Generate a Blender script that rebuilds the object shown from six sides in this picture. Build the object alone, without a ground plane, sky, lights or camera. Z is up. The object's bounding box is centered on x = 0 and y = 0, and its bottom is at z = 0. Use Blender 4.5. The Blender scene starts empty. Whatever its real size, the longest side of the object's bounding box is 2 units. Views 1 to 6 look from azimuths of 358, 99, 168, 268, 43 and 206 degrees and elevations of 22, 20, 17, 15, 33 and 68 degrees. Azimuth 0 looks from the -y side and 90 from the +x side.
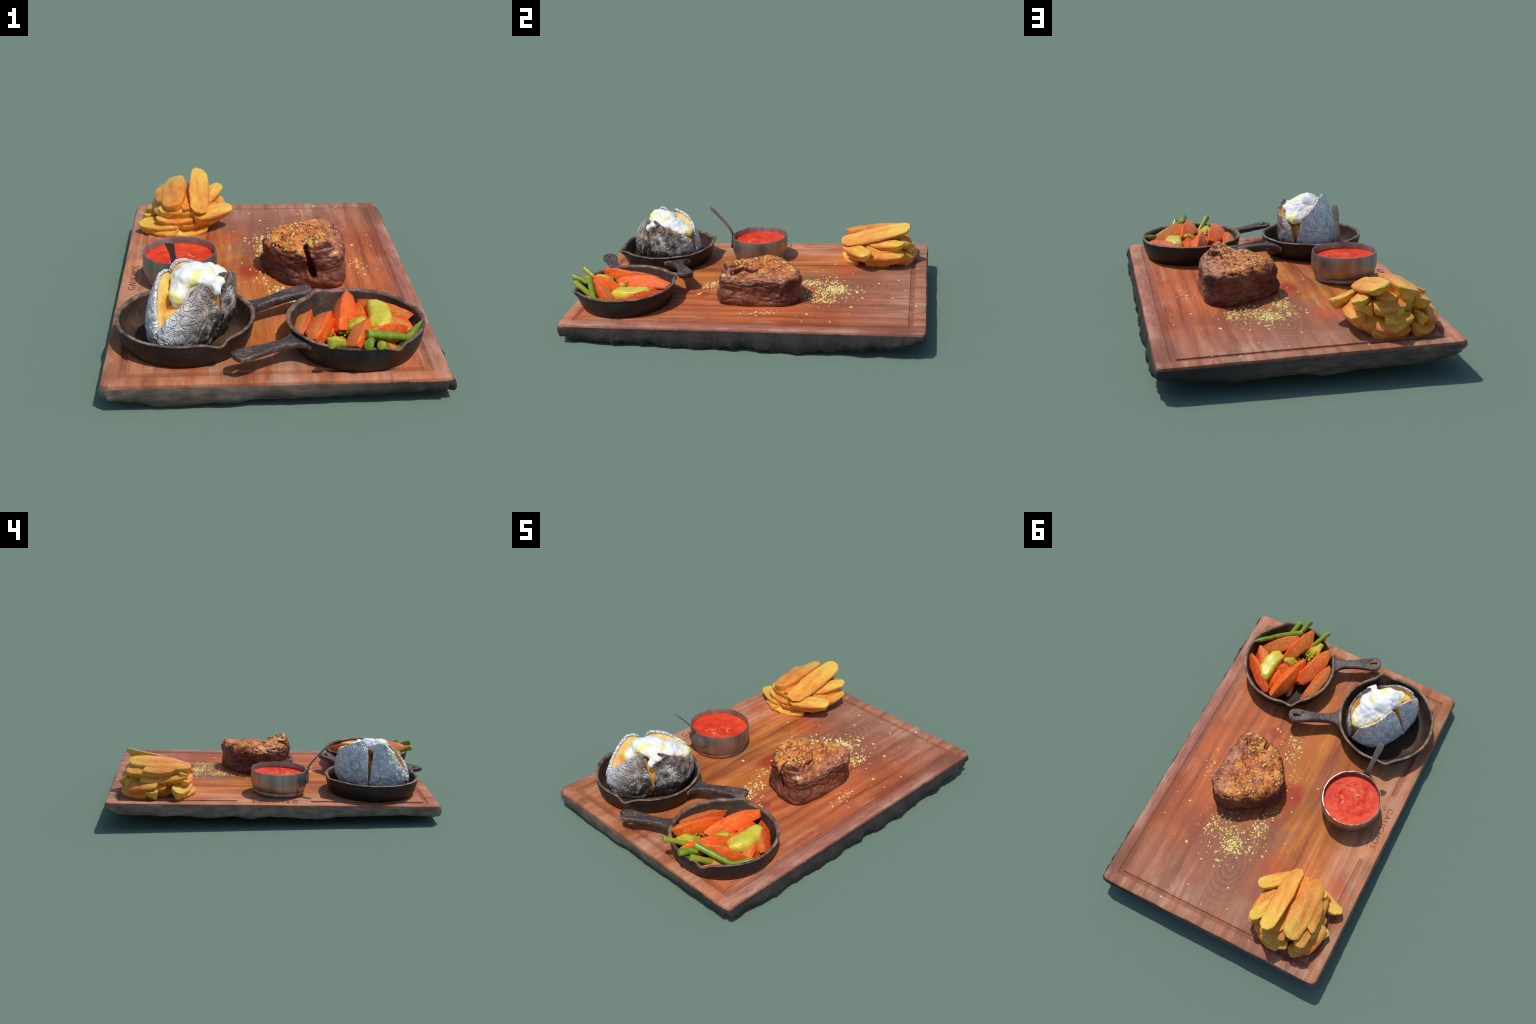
"""Steakhouse platter: a walnut board carrying two iron skillets (roast vegetables, foil-baked
potato), a small steel sauce pot, a thick steak and a stack of fried potato wedges."""
import bpy, bmesh, math, random
from mathutils import Vector, Matrix, noise

rnd = random.Random(11)
TAU = math.tau
COL = bpy.context.scene.collection


# ------------------------------------------------------------------ helpers
def lerp(a, b, t):
    return a + (b - a) * t


def smooth(t):
    t = max(0.0, min(1.0, t))
    return t * t * (3 - 2 * t)


def table(points, x):
    """piecewise linear interpolation through (x, y) control points"""
    if x <= points[0][0]:
        return points[0][1]
    for (x0, y0), (x1, y1) in zip(points, points[1:]):
        if x <= x1:
            return lerp(y0, y1, (x - x0) / (x1 - x0))
    return points[-1][1]


def periodic(points, ang):
    """smooth periodic interpolation of (angle in degrees, value)"""
    pts = sorted(points)
    a = math.degrees(ang) % 360
    n = len(pts)
    for i in range(n):
        a0, v0 = pts[i]
        a1, v1 = pts[(i + 1) % n]
        if i == n - 1:
            a1 += 360
        aa = a if a >= a0 else a + 360
        if a0 <= aa <= a1:
            t = (aa - a0) / (a1 - a0)
            p0 = pts[i - 1][1]
            p3 = pts[(i + 2) % n][1]
            return 0.5 * (2 * v0 + (v1 - p0) * t + (2 * p0 - 5 * v0 + 4 * v1 - p3) * t * t
                          + (3 * v0 - p0 - 3 * v1 + p3) * t ** 3)
    return pts[0][1]


def fbm(p, octaves=3):
    v, amp, f = 0.0, 1.0, 1.0
    for _ in range(octaves):
        v += amp * noise.noise(Vector(p) * f)
        amp *= 0.5
        f *= 2.03
    return v


def board_z(x, y):
    return 0.1295 + 0.0245 * y - 0.0110 * x - 0.004 * x * y


def empty(name, loc, label, category):
    e = bpy.data.objects.new(name, None)
    e.empty_display_size = 0.05
    e.location = loc
    e["label"], e["category"] = label, category
    COL.objects.link(e)
    return e


def make(name, verts, faces, mat, parent=None, shade=True, angle=None):
    """verts in world coordinates; stored relative to the parent's base"""
    base = Vector(parent.location) if parent else Vector((0, 0, 0))
    me = bpy.data.meshes.new(name)
    me.from_pydata([tuple(Vector(v) - base) for v in verts], [], faces)
    bm = bmesh.new()
    bm.from_mesh(me)
    bmesh.ops.recalc_face_normals(bm, faces=bm.faces)
    bm.to_mesh(me)
    bm.free()
    me.update()
    if shade:
        me.shade_smooth()
        if angle:
            me.set_sharp_from_angle(angle=math.radians(angle))
    me.materials.append(mat)
    o = bpy.data.objects.new(name, me)
    COL.objects.link(o)
    if parent:
        o.parent = parent
    return o


def grid_faces(nu, nv, wrap_u=False, wrap_v=False):
    f = []
    for i in range(nu if wrap_u else nu - 1):
        for j in range(nv if wrap_v else nv - 1):
            a, b = i * nv + j, ((i + 1) % nu) * nv + j
            c, d = ((i + 1) % nu) * nv + (j + 1) % nv, i * nv + (j + 1) % nv
            f.append((a, b, c, d))
    return f


def temp_object(verts, faces):
    me = bpy.data.meshes.new("temp")
    me.from_pydata([tuple(v) for v in verts], [], faces)
    bm = bmesh.new()
    bm.from_mesh(me)
    bmesh.ops.recalc_face_normals(bm, faces=bm.faces)
    bm.to_mesh(me)
    bm.free()
    o = bpy.data.objects.new("temp", me)
    COL.objects.link(o)
    return o


def read_back(obj, kill=True):
    """evaluated mesh -> verts, faces; the helper object is deleted"""
    dg = bpy.context.evaluated_depsgraph_get()
    dg.update()
    ev = obj.evaluated_get(dg)
    me = ev.to_mesh()
    v = [obj.matrix_world @ x.co for x in me.vertices]
    n = [x.normal.copy() for x in me.vertices]
    f = [tuple(p.vertices) for p in me.polygons]
    ev.to_mesh_clear()
    if kill:
        m = obj.data
        bpy.data.objects.remove(obj)
        bpy.data.meshes.remove(m)
    return v, n, f


def ball(center, radii, rot=None, sub=3):
    bm = bmesh.new()
    bmesh.ops.create_icosphere(bm, subdivisions=sub, radius=1.0)
    m = Matrix.Translation(center) @ (rot.to_4x4() if rot else Matrix()) @ Matrix.Diagonal((*radii, 1))
    bmesh.ops.transform(bm, matrix=m, verts=bm.verts)
    v = [x.co.copy() for x in bm.verts]
    f = [tuple(q.index for q in p.verts) for p in bm.faces]
    bm.free()
    return v, f


def join(parts):
    v, f = [], []
    for pv, pf in parts:
        b = len(v)
        v += [Vector(x) for x in pv]
        f += [tuple(b + i for i in q) for q in pf]
    return v, f


def fuse(parts, voxel, smooth_steps=4, cutters=()):
    o = temp_object(*join(parts))
    helpers = []
    m = o.modifiers.new("remesh", "REMESH")
    m.mode, m.voxel_size = "VOXEL", voxel
    if smooth_steps:
        s = o.modifiers.new("smooth", "SMOOTH")
        s.factor, s.iterations = 0.5, smooth_steps
    for c in cutters:
        h = temp_object(*c)
        helpers.append(h)
        b = o.modifiers.new("cut", "BOOLEAN")
        b.operation, b.object, b.solver = "DIFFERENCE", h, "EXACT"
    if cutters:
        m = o.modifiers.new("remesh", "REMESH")
        m.mode, m.voxel_size = "VOXEL", voxel
        s = o.modifiers.new("smooth", "SMOOTH")
        s.factor, s.iterations = 0.5, 3
    out = read_back(o)
    for h in helpers:
        bpy.data.objects.remove(h)
    return out


def tube(points, radii, n=14, cap=True):
    pts = [Vector(p) for p in points]
    dense, rad = [], []
    m = len(pts)
    for i in range(m - 1):
        p0, p1, p2, p3 = pts[max(i - 1, 0)], pts[i], pts[i + 1], pts[min(i + 2, m - 1)]
        for k in range(8):
            t = k / 8
            dense.append(0.5 * (2 * p1 + (p2 - p0) * t + (2 * p0 - 5 * p1 + 4 * p2 - p3) * t * t + (3 * p1 - p0 - 3 * p2 + p3) * t ** 3))
            rad.append(lerp(radii[i], radii[i + 1], smooth(t)))
    dense.append(pts[-1])
    rad.append(radii[-1])
    v = []
    up = Vector((0.13, 0.21, 1)).normalized()
    for i, p in enumerate(dense):
        d = (dense[min(i + 1, len(dense) - 1)] - dense[max(i - 1, 0)]).normalized()
        a = d.cross(up).normalized()
        b = a.cross(d)
        for k in range(n):
            q = TAU * k / n
            v.append(p + (a * math.cos(q) + b * math.sin(q)) * rad[i])
    f = grid_faces(len(dense), n, wrap_v=True)
    if cap:
        f.append(tuple(range(n)))
        f.append(tuple(range(len(v) - n, len(v))))
    return v, f


# ------------------------------------------------------------------ materials
class Shader:
    def __init__(self, name, rough=0.5, spec=0.4):
        self.m = bpy.data.materials.new(name)
        self.m.use_nodes = True
        self.t = self.m.node_tree
        self.bsdf = self.t.nodes["Principled BSDF"]
        self.bsdf.inputs["Roughness"].default_value = rough
        self.bsdf.inputs["Specular IOR Level"].default_value = spec
        self.tc = self.t.nodes.new("ShaderNodeTexCoord")
        self.obj = self.tc.outputs["Object"]

    def node(self, kind, **kw):
        n = self.t.nodes.new(kind)
        for k, v in kw.items():
            setattr(n, k, v)
        return n

    def put(self, sock, val):
        if isinstance(val, bpy.types.NodeSocket):
            self.t.links.new(val, sock)
        elif sock.type == "RGBA":
            sock.default_value = (*val[:3], 1)
        else:
            sock.default_value = val

    def mapping(self, vec=None, scale=(1, 1, 1), loc=(0, 0, 0), rot=(0, 0, 0)):
        n = self.node("ShaderNodeMapping")
        self.put(n.inputs["Vector"], vec or self.obj)
        n.inputs["Scale"].default_value = scale
        n.inputs["Location"].default_value = loc
        n.inputs["Rotation"].default_value = rot
        return n.outputs[0]

    def noise(self, scale, detail=3, rough=0.55, vec=None, dist=0.0):
        n = self.node("ShaderNodeTexNoise")
        self.put(n.inputs["Vector"], vec or self.obj)
        n.inputs["Scale"].default_value = scale
        n.inputs["Detail"].default_value = detail
        n.inputs["Roughness"].default_value = rough
        n.inputs["Distortion"].default_value = dist
        return n.outputs["Fac"]

    def voronoi(self, scale, vec=None, feature="F1", out="Distance"):
        n = self.node("ShaderNodeTexVoronoi", feature=feature)
        self.put(n.inputs["Vector"], vec or self.obj)
        n.inputs["Scale"].default_value = scale
        return n.outputs[out]

    def ramp(self, fac, stops, interp="LINEAR"):
        n = self.node("ShaderNodeValToRGB")
        n.color_ramp.interpolation = interp
        while len(n.color_ramp.elements) < len(stops):
            n.color_ramp.elements.new(0.5)
        for e, (p, c) in zip(n.color_ramp.elements, stops):
            e.position = p
            e.color = (c, c, c, 1) if isinstance(c, (int, float)) else (*c, 1)
        self.put(n.inputs["Fac"], fac)
        return n.outputs["Color"]

    def mix(self, fac, a, b, mode="MIX"):
        n = self.node("ShaderNodeMix", data_type="RGBA", blend_type=mode)
        self.put(n.inputs[0], fac)
        self.put(n.inputs[6], a)
        self.put(n.inputs[7], b)
        return n.outputs[2]

    def math(self, op, a, b=0.0, clamp=False):
        n = self.node("ShaderNodeMath", operation=op, use_clamp=clamp)
        self.put(n.inputs[0], a)
        self.put(n.inputs[1], b)
        return n.outputs[0]

    def range(self, x, a, b, lo=0.0, hi=1.0):
        n = self.node("ShaderNodeMapRange", interpolation_type="SMOOTHSTEP")
        self.put(n.inputs["Value"], x)
        n.inputs["From Min"].default_value = a
        n.inputs["From Max"].default_value = b
        n.inputs["To Min"].default_value = lo
        n.inputs["To Max"].default_value = hi
        return n.outputs["Result"]

    def xyz(self, vec=None):
        n = self.node("ShaderNodeSeparateXYZ")
        self.put(n.inputs[0], vec or self.obj)
        return n.outputs[0], n.outputs[1], n.outputs[2]

    def spot(self, center, r0, r1, warp=None, squash=(1, 1, 1)):
        """1 inside a soft blot around a point, 0 outside"""
        v = self.mapping(loc=tuple(-c * s for c, s in zip(center, squash)), scale=squash)
        n = self.node("ShaderNodeVectorMath", operation="LENGTH")
        self.put(n.inputs[0], v)
        d = n.outputs["Value"]
        if warp is not None:
            d = self.math("ADD", d, self.math("MULTIPLY", self.math("SUBTRACT", warp, 0.5), r1))
        return self.range(d, r0, r1, 1.0, 0.0)

    def geo(self, out):
        return self.node("ShaderNodeNewGeometry").outputs[out]

    def random(self):
        return self.node("ShaderNodeObjectInfo").outputs["Random"]

    def bump(self, height, strength=0.3, dist=0.01):
        n = self.node("ShaderNodeBump")
        n.inputs["Strength"].default_value = strength
        n.inputs["Distance"].default_value = dist
        self.put(n.inputs["Height"], height)
        self.put(self.bsdf.inputs["Normal"], n.outputs[0])

    def color(self, c):
        self.put(self.bsdf.inputs["Base Color"], c)

    def set(self, **kw):
        for k, v in kw.items():
            self.put(self.bsdf.inputs[k.replace("_", " ")], v)
        return self.m


def wood_material():
    s = Shader("oiled_walnut", 0.6, 0.16)
    x, y, z = s.xyz()
    wob = s.noise(2.2, 2)
    warped = s.mix(0.045, s.obj, s.node("ShaderNodeTexNoise").outputs["Color"])
    grain = s.noise(1.0, 5, 0.62, s.mapping(warped, (26, 1.3, 6)))
    fine = s.noise(1.0, 4, 0.7, s.mapping(s.obj, (150, 5, 30)))
    pore = s.noise(1.0, 3, 0.6, s.mapping(s.obj, (420, 60, 60)))
    broad = s.noise(1.0, 3, 0.5, s.mapping(s.obj, (4.2, 1.1, 2)))
    base = s.ramp(grain, [(0.26, (0.22, 0.050, 0.022)), (0.40, (0.45, 0.115, 0.042)), (0.56, (0.58, 0.170, 0.058)), (0.76, (0.70, 0.270, 0.105))])
    # golden sapwood band in the middle, red heart to its right, dull dry zones at rim and far end
    gold = s.math("MULTIPLY", s.spot((-0.20, -0.15, 0.13), 0.10, 0.70, wob, (1.7, 0.70, 1)), s.range(broad, 0.28, 0.58))
    base = s.mix(gold, base, s.ramp(grain, [(0.26, (0.42, 0.105, 0.020)), (0.42, (0.68, 0.215, 0.036)), (0.56, (0.82, 0.300, 0.052)), (0.75, (0.90, 0.43, 0.105))]))
    red = s.math("MULTIPLY", s.range(s.math("ADD", x, s.math("MULTIPLY", broad, 0.5)), 0.32, 0.55), s.range(broad, 0.35, 0.6, 0.3, 0.9))
    base = s.mix(red, base, s.ramp(grain, [(0.28, (0.27, 0.058, 0.026)), (0.5, (0.54, 0.135, 0.048)), (0.75, (0.66, 0.220, 0.088))]))
    tan = s.math("MULTIPLY", s.range(s.math("ADD", x, s.math("MULTIPLY", wob, 0.14)), -0.42, -0.33, 1, 0), 0.85)
    base = s.mix(tan, base, s.ramp(grain, [(0.3, (0.46, 0.165, 0.080)), (0.6, (0.66, 0.295, 0.150)), (0.8, (0.76, 0.40, 0.23))]))
    pink = s.math("MULTIPLY", s.range(s.math("ADD", x, s.math("MULTIPLY", s.noise(5, 3), 0.09)), 0.60, 0.655), 0.9)
    base = s.mix(pink, base, s.ramp(s.noise(1.0, 4, 0.7, s.mapping(s.obj, (60, 9, 20))), [(0.3, (0.33, 0.120, 0.085)), (0.7, (0.56, 0.255, 0.185))]))
    dull = s.math("MULTIPLY", s.range(s.math("ADD", y, s.math("MULTIPLY", wob, 0.6)), 0.72, 1.10), 0.8)
    base = s.mix(dull, base, s.ramp(grain, [(0.3, (0.31, 0.115, 0.072)), (0.7, (0.54, 0.245, 0.155))]))
    front = s.math("MULTIPLY", s.range(s.math("ADD", y, s.math("MULTIPLY", wob, 0.1)), -0.80, -0.90), 0.7)
    base = s.mix(front, base, s.ramp(s.noise(1.0, 4, 0.6, s.mapping(s.obj, (22, 2, 6))), [(0.32, (0.36, 0.105, 0.055)), (0.5, (0.62, 0.235, 0.115)), (0.7, (0.74, 0.36, 0.20))]))
    # uneven ageing: darker soaked areas along the grain, pale scrubbed ones towards the rim
    age = s.noise(1.0, 5, 0.6, s.mapping(warped, (4.5, 1.6, 3)))
    base = s.mix(0.85, base, s.ramp(age, [(0.36, (0.52, 0.46, 0.44)), (0.50, (0.86, 0.82, 0.80)), (0.64, (1.08, 1.04, 1.0))]), "MULTIPLY")
    rimward = s.math("MAXIMUM", s.range(s.math("ABSOLUTE", s.math("ADD", x, 0.01)), 0.42, 0.60), s.range(s.math("ABSOLUTE", y), 0.66, 0.88))
    scrub = s.math("MULTIPLY", s.range(s.noise(1.0, 5, 0.65, s.mapping(s.obj, (9, 3.5, 5))), 0.48, 0.62), rimward)
    base = s.mix(s.math("MULTIPLY", scrub, 0.65), base, s.ramp(grain, [(0.3, (0.42, 0.215, 0.140)), (0.7, (0.64, 0.385, 0.265))]))
    soak = s.math("MULTIPLY", s.range(s.noise(1.0, 4, 0.6, s.mapping(warped, (3.6, 2.2, 3), loc=(4, 2, 1))), 0.52, 0.66), 0.55)
    base = s.mix(soak, base, s.ramp(grain, [(0.3, (0.20, 0.095, 0.060)), (0.7, (0.40, 0.200, 0.130))]))
    # knot with rings behind the steak
    ring = s.node("ShaderNodeTexWave", wave_type="RINGS", rings_direction="Z")
    s.put(ring.inputs["Vector"], s.mapping(loc=(-0.04 * 1.25, -0.60 * 0.85, 0), scale=(1.25, 0.85, 0.01)))
    ring.inputs["Scale"].default_value = 9
    ring.inputs["Distortion"].default_value = 2.0
    ring.inputs["Detail"].default_value = 2
    knot = s.spot((0.04, 0.60, 0.14), 0.03, 0.24, wob, (1.25, 0.8, 1))
    base = s.mix(s.math("MULTIPLY", knot, 0.75), base, s.ramp(ring.outputs["Fac"], [(0.1, (0.21, 0.085, 0.055)), (0.8, (0.36, 0.150, 0.095))]))
    # worn and soaked blots
    mott = s.range(s.noise(7, 4, 0.6), 0.52, 0.72)
    base = s.mix(s.math("MULTIPLY", mott, 0.30), base, (0.24, 0.085, 0.055))
    for c, r, col, k in [((-0.06, 0.045, 0.13), 0.10, (0.42, 0.035, 0.015), 0.8), ((0.20, -0.27, 0.12), 0.05, (0.36, 0.045, 0.02), 0.7),
                         ((-0.17, 0.50, 0.14), 0.13, (0.55, 0.09, 0.03), 0.45), ((-0.55, 0.43, 0.15), 0.07, (0.55, 0.09, 0.03), 0.5),
                         ((0.0, 0.40, 0.14), 0.20, (0.27, 0.105, 0.062), 0.55), ((0.14, 0.50, 0.14), 0.24, (0.27, 0.110, 0.072), 0.55), ((-0.10, 0.62, 0.15), 0.16, (0.26, 0.10, 0.06), 0.45), ((0.36, 0.45, 0.14), 0.12, (0.33, 0.09, 0.045), 0.5), ((0.0, -0.25, 0.12), 0.14, (0.52, 0.15, 0.03), 0.5)]:
        base = s.mix(s.math("MULTIPLY", s.spot(c, r * 0.35, r, s.noise(14, 3)), k), base, col)
    streak = s.range(fine, 0.56, 0.72)
    base = s.mix(s.math("MULTIPLY", streak, 0.42), base, (0.13, 0.036, 0.018))
    base = s.mix(s.math("MULTIPLY", s.range(pore, 0.60, 0.75), 0.22), base, (0.80, 0.52, 0.36))
    # scorched, bark-like edge under the planed top
    top = s.math("SUBTRACT", z, s.math("ADD", s.math("ADD", s.math("ADD", 0.1295, s.math("MULTIPLY", y, 0.0245)), s.math("MULTIPLY", x, -0.0110)), s.math("MULTIPLY", s.math("MULTIPLY", x, y), -0.004)))
    base = s.mix(s.range(top, -0.003, -0.0065, 0, 0.45), base, (0.20, 0.060, 0.030))  # darker tint along the groove so it reads clearly
    edge = s.range(s.math("ADD", top, s.math("MULTIPLY", s.math("SUBTRACT", s.noise(30, 3), 0.5), 0.005)), -0.016, -0.0105, 1, 0)
    b1 = s.noise(1.0, 5, 0.65, s.mapping(s.obj, (9, 9, 26)))
    bark = s.ramp(b1, [(0.3, (0.055, 0.045, 0.040)), (0.5, (0.115, 0.088, 0.072)), (0.72, (0.21, 0.160, 0.125))])
    bark = s.mix(s.range(s.math("ADD", x, s.math("MULTIPLY", b1, 0.5)), 0.30, 0.75), bark, s.ramp(b1, [(0.3, (0.030, 0.025, 0.025)), (0.7, (0.060, 0.048, 0.046))]))
    bark = s.mix(s.math("MULTIPLY", s.range(x, -0.61, -0.67), 0.7), bark, s.ramp(b1, [(0.3, (0.13, 0.110, 0.09)), (0.7, (0.40, 0.31, 0.235))]))
    base = s.mix(edge, base, bark)
    s.color(base)
    s.put(s.bsdf.inputs["Roughness"], s.range(grain, 0.3, 0.7, 0.52, 0.68))
    s.bump(s.math("ADD", grain, s.math("MULTIPLY", s.math("ADD", fine, b1), 0.5)), 0.25, 0.004)
    return s.m


def iron_material():
    s = Shader("seasoned_cast_iron", 0.46, 0.4)
    n1, n2 = s.noise(9, 4), s.noise(60, 3)
    base = s.ramp(n1, [(0.3, (0.008, 0.007, 0.007)), (0.55, (0.016, 0.013, 0.012)), (0.75, (0.034, 0.024, 0.019))])
    base = s.mix(s.math("MULTIPLY", s.range(n2, 0.55, 0.75), 0.4), base, (0.07, 0.05, 0.035))
    wear = s.math("MULTIPLY", s.range(s.geo("Pointiness"), 0.525, 0.60), s.range(s.noise(26, 3), 0.30, 0.55))
    base = s.mix(wear, base, (0.33, 0.205, 0.135))
    s.color(base)
    s.bump(s.noise(140, 3), 0.25, 0.003)
    return s.m


def oily_iron_material():
    s = Shader("oily_iron_inside", 0.6, 0.22)
    n1, n2 = s.noise(8, 4), s.noise(45, 3)
    base = s.ramp(n1, [(0.3, (0.018, 0.013, 0.011)), (0.52, (0.052, 0.031, 0.022)), (0.75, (0.13, 0.072, 0.038))])
    base = s.mix(s.math("MULTIPLY", s.range(n2, 0.58, 0.72), 0.4), base, (0.15, 0.10, 0.055))
    s.color(base)
    s.bump(s.noise(120, 3), 0.25, 0.003)
    return s.m


def worn_iron_material():
    s = Shader("rubbed_iron_rim", 0.5, 0.4)
    s.color(s.ramp(s.noise(22, 4, 0.65), [(0.28, (0.045, 0.030, 0.022)), (0.5, (0.17, 0.105, 0.07)), (0.72, (0.37, 0.25, 0.165))]))
    s.bump(s.noise(120, 3), 0.3, 0.003)
    return s.m


def handle_iron_material():
    s = Shader("greasy_iron_handle", 0.48, 0.45)
    n = s.noise(16, 4, 0.65)
    base = s.ramp(n, [(0.3, (0.022, 0.018, 0.019)), (0.5, (0.060, 0.042, 0.038)), (0.72, (0.13, 0.085, 0.065))])
    base = s.mix(s.range(s.geo("Pointiness"), 0.515, 0.57, 0, 0.75), base, (0.36, 0.23, 0.155))
    base = s.mix(s.math("MULTIPLY", s.range(s.noise(34, 4, 0.7), 0.55, 0.66), 0.6), base, (0.24, 0.155, 0.115))
    s.color(base)
    s.bump(s.math("ADD", n, s.noise(90, 3)), 0.5, 0.006)
    return s.m


def steel_material():
    s = Shader("brushed_steel", 0.38, 0.5)
    v = s.noise(1.0, 3, 0.5, s.mapping(s.obj, (14, 14, 1.2)))
    f = s.noise(1.0, 2, 0.5, s.mapping(s.obj, (6, 6, 260)))
    base = s.ramp(v, [(0.3, (0.24, 0.185, 0.145)), (0.55, (0.38, 0.325, 0.28)), (0.75, (0.54, 0.50, 0.46))])  # base browned for the warm reflection of the board
    s.color(base)
    s.put(s.bsdf.inputs["Metallic"], 0.75)
    s.put(s.bsdf.inputs["Roughness"], s.range(f, 0.3, 0.7, 0.30, 0.46))
    return s.m


def sauce_material():
    s = Shader("tomato_sauce", 0.5, 0.2)
    n = s.noise(9, 4, 0.6, dist=1.2)
    sw = s.noise(1.0, 4, 0.6, s.mapping(s.obj, (16, 30, 10), rot=(0, 0, 0.5)), dist=1.5)
    mid = s.spot((0.0, -0.02, 0.13), 0.03, 0.12)
    base = s.ramp(n, [(0.3, (0.66, 0.028, 0.012)), (0.55, (0.80, 0.062, 0.018)), (0.75, (0.86, 0.11, 0.030))])
    fleck = s.math("MULTIPLY", s.range(sw, 0.53, 0.66), mid)
    base = s.mix(s.math("MULTIPLY", fleck, 0.85), base, (0.90, 0.40, 0.11))
    dark = s.math("MULTIPLY", s.range(sw, 0.46, 0.36), mid)
    base = s.mix(s.math("MULTIPLY", dark, 0.6), base, (0.62, 0.016, 0.014))
    s.color(base)
    s.bump(sw, 0.12, 0.004)
    return s.m


def foil_material():
    s = Shader("crumpled_foil", 0.34, 0.6)
    w = s.noise(1.0, 3, 0.55, s.mapping(s.obj, (9, 9, 8)), dist=2.4)
    c = s.noise(1.0, 2, 0.5, s.mapping(s.obj, (13, 13, 12)), dist=3.4)
    crease = s.math("ABSOLUTE", s.math("SUBTRACT", c, 0.5))
    base = s.ramp(w, [(0.34, (0.58, 0.58, 0.59)), (0.46, (0.86, 0.86, 0.87)), (0.62, (0.96, 0.96, 0.97))])  # foil colour lifted near white to match its brightness on the shaded side
    base = s.mix(s.math("MULTIPLY", s.range(crease, 0.016, 0.003, 0, 0.75), s.range(s.noise(11, 2), 0.46, 0.60)), base, (0.24, 0.23, 0.23))
    base = s.mix(s.math("MULTIPLY", s.range(s.noise(1.0, 3, 0.6, s.mapping(s.obj, (30, 12, 22), rot=(0.6, 0.3, 0.9)), dist=1.0), 0.55, 0.66), 0.55), base, (0.30, 0.29, 0.285))
    # dark pan's reflection painted in brown and black on the steak-facing side
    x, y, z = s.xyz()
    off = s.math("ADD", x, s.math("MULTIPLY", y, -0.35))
    reflect_side = s.range(s.math("ADD", off, s.math("MULTIPLY", w, 0.20)), 0.06, 0.22)
    pan_reflect = s.math("MULTIPLY", s.range(s.math("ADD", z, s.math("MULTIPLY", w, 0.20)), 0.145, 0.26, 1, 0), reflect_side)
    brown = s.math("MULTIPLY", reflect_side, s.range(s.noise(9, 4), 0.28, 0.46))
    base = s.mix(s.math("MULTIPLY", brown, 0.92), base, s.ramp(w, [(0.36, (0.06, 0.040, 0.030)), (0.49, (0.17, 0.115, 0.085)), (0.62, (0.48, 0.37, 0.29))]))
    pan_reflect_col = s.ramp(w, [(0.38, (0.020, 0.018, 0.017)), (0.56, (0.050, 0.044, 0.040)), (0.68, (0.32, 0.30, 0.28))])
    base = s.mix(s.math("MULTIPLY", pan_reflect, 0.93), base, pan_reflect_col)
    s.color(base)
    s.put(s.bsdf.inputs["Metallic"], 0.1)
    s.bump(s.math("ADD", w, s.math("MULTIPLY", s.range(crease, 0.0, 0.10), 0.5)), 0.8, 0.012)
    return s.m


def potato_flesh_material():
    s = Shader("baked_potato_flesh", 0.5, 0.4)
    n = s.noise(12, 3)
    base = s.ramp(n, [(0.3, (0.66, 0.28, 0.055)), (0.5, (0.84, 0.46, 0.10)), (0.68, (0.92, 0.70, 0.24))])
    s.color(s.mix(s.range(s.geo("Pointiness"), 0.53, 0.62, 0, 0.8), base, (0.42, 0.17, 0.05)))
    s.bump(s.noise(45, 3), 0.2, 0.006)
    return s.m


def cream_material():
    s = Shader("sour_cream_and_butter", 0.55, 0.3)
    n = s.noise(8, 2, 0.5, dist=0.8)
    s.color(s.ramp(n, [(0.50, (0.88, 0.89, 0.91)), (0.57, (0.91, 0.89, 0.60)), (0.63, (0.92, 0.82, 0.20))]))
    s.put(s.bsdf.inputs["Subsurface Weight"], 0.0)
    return s.m


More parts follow.
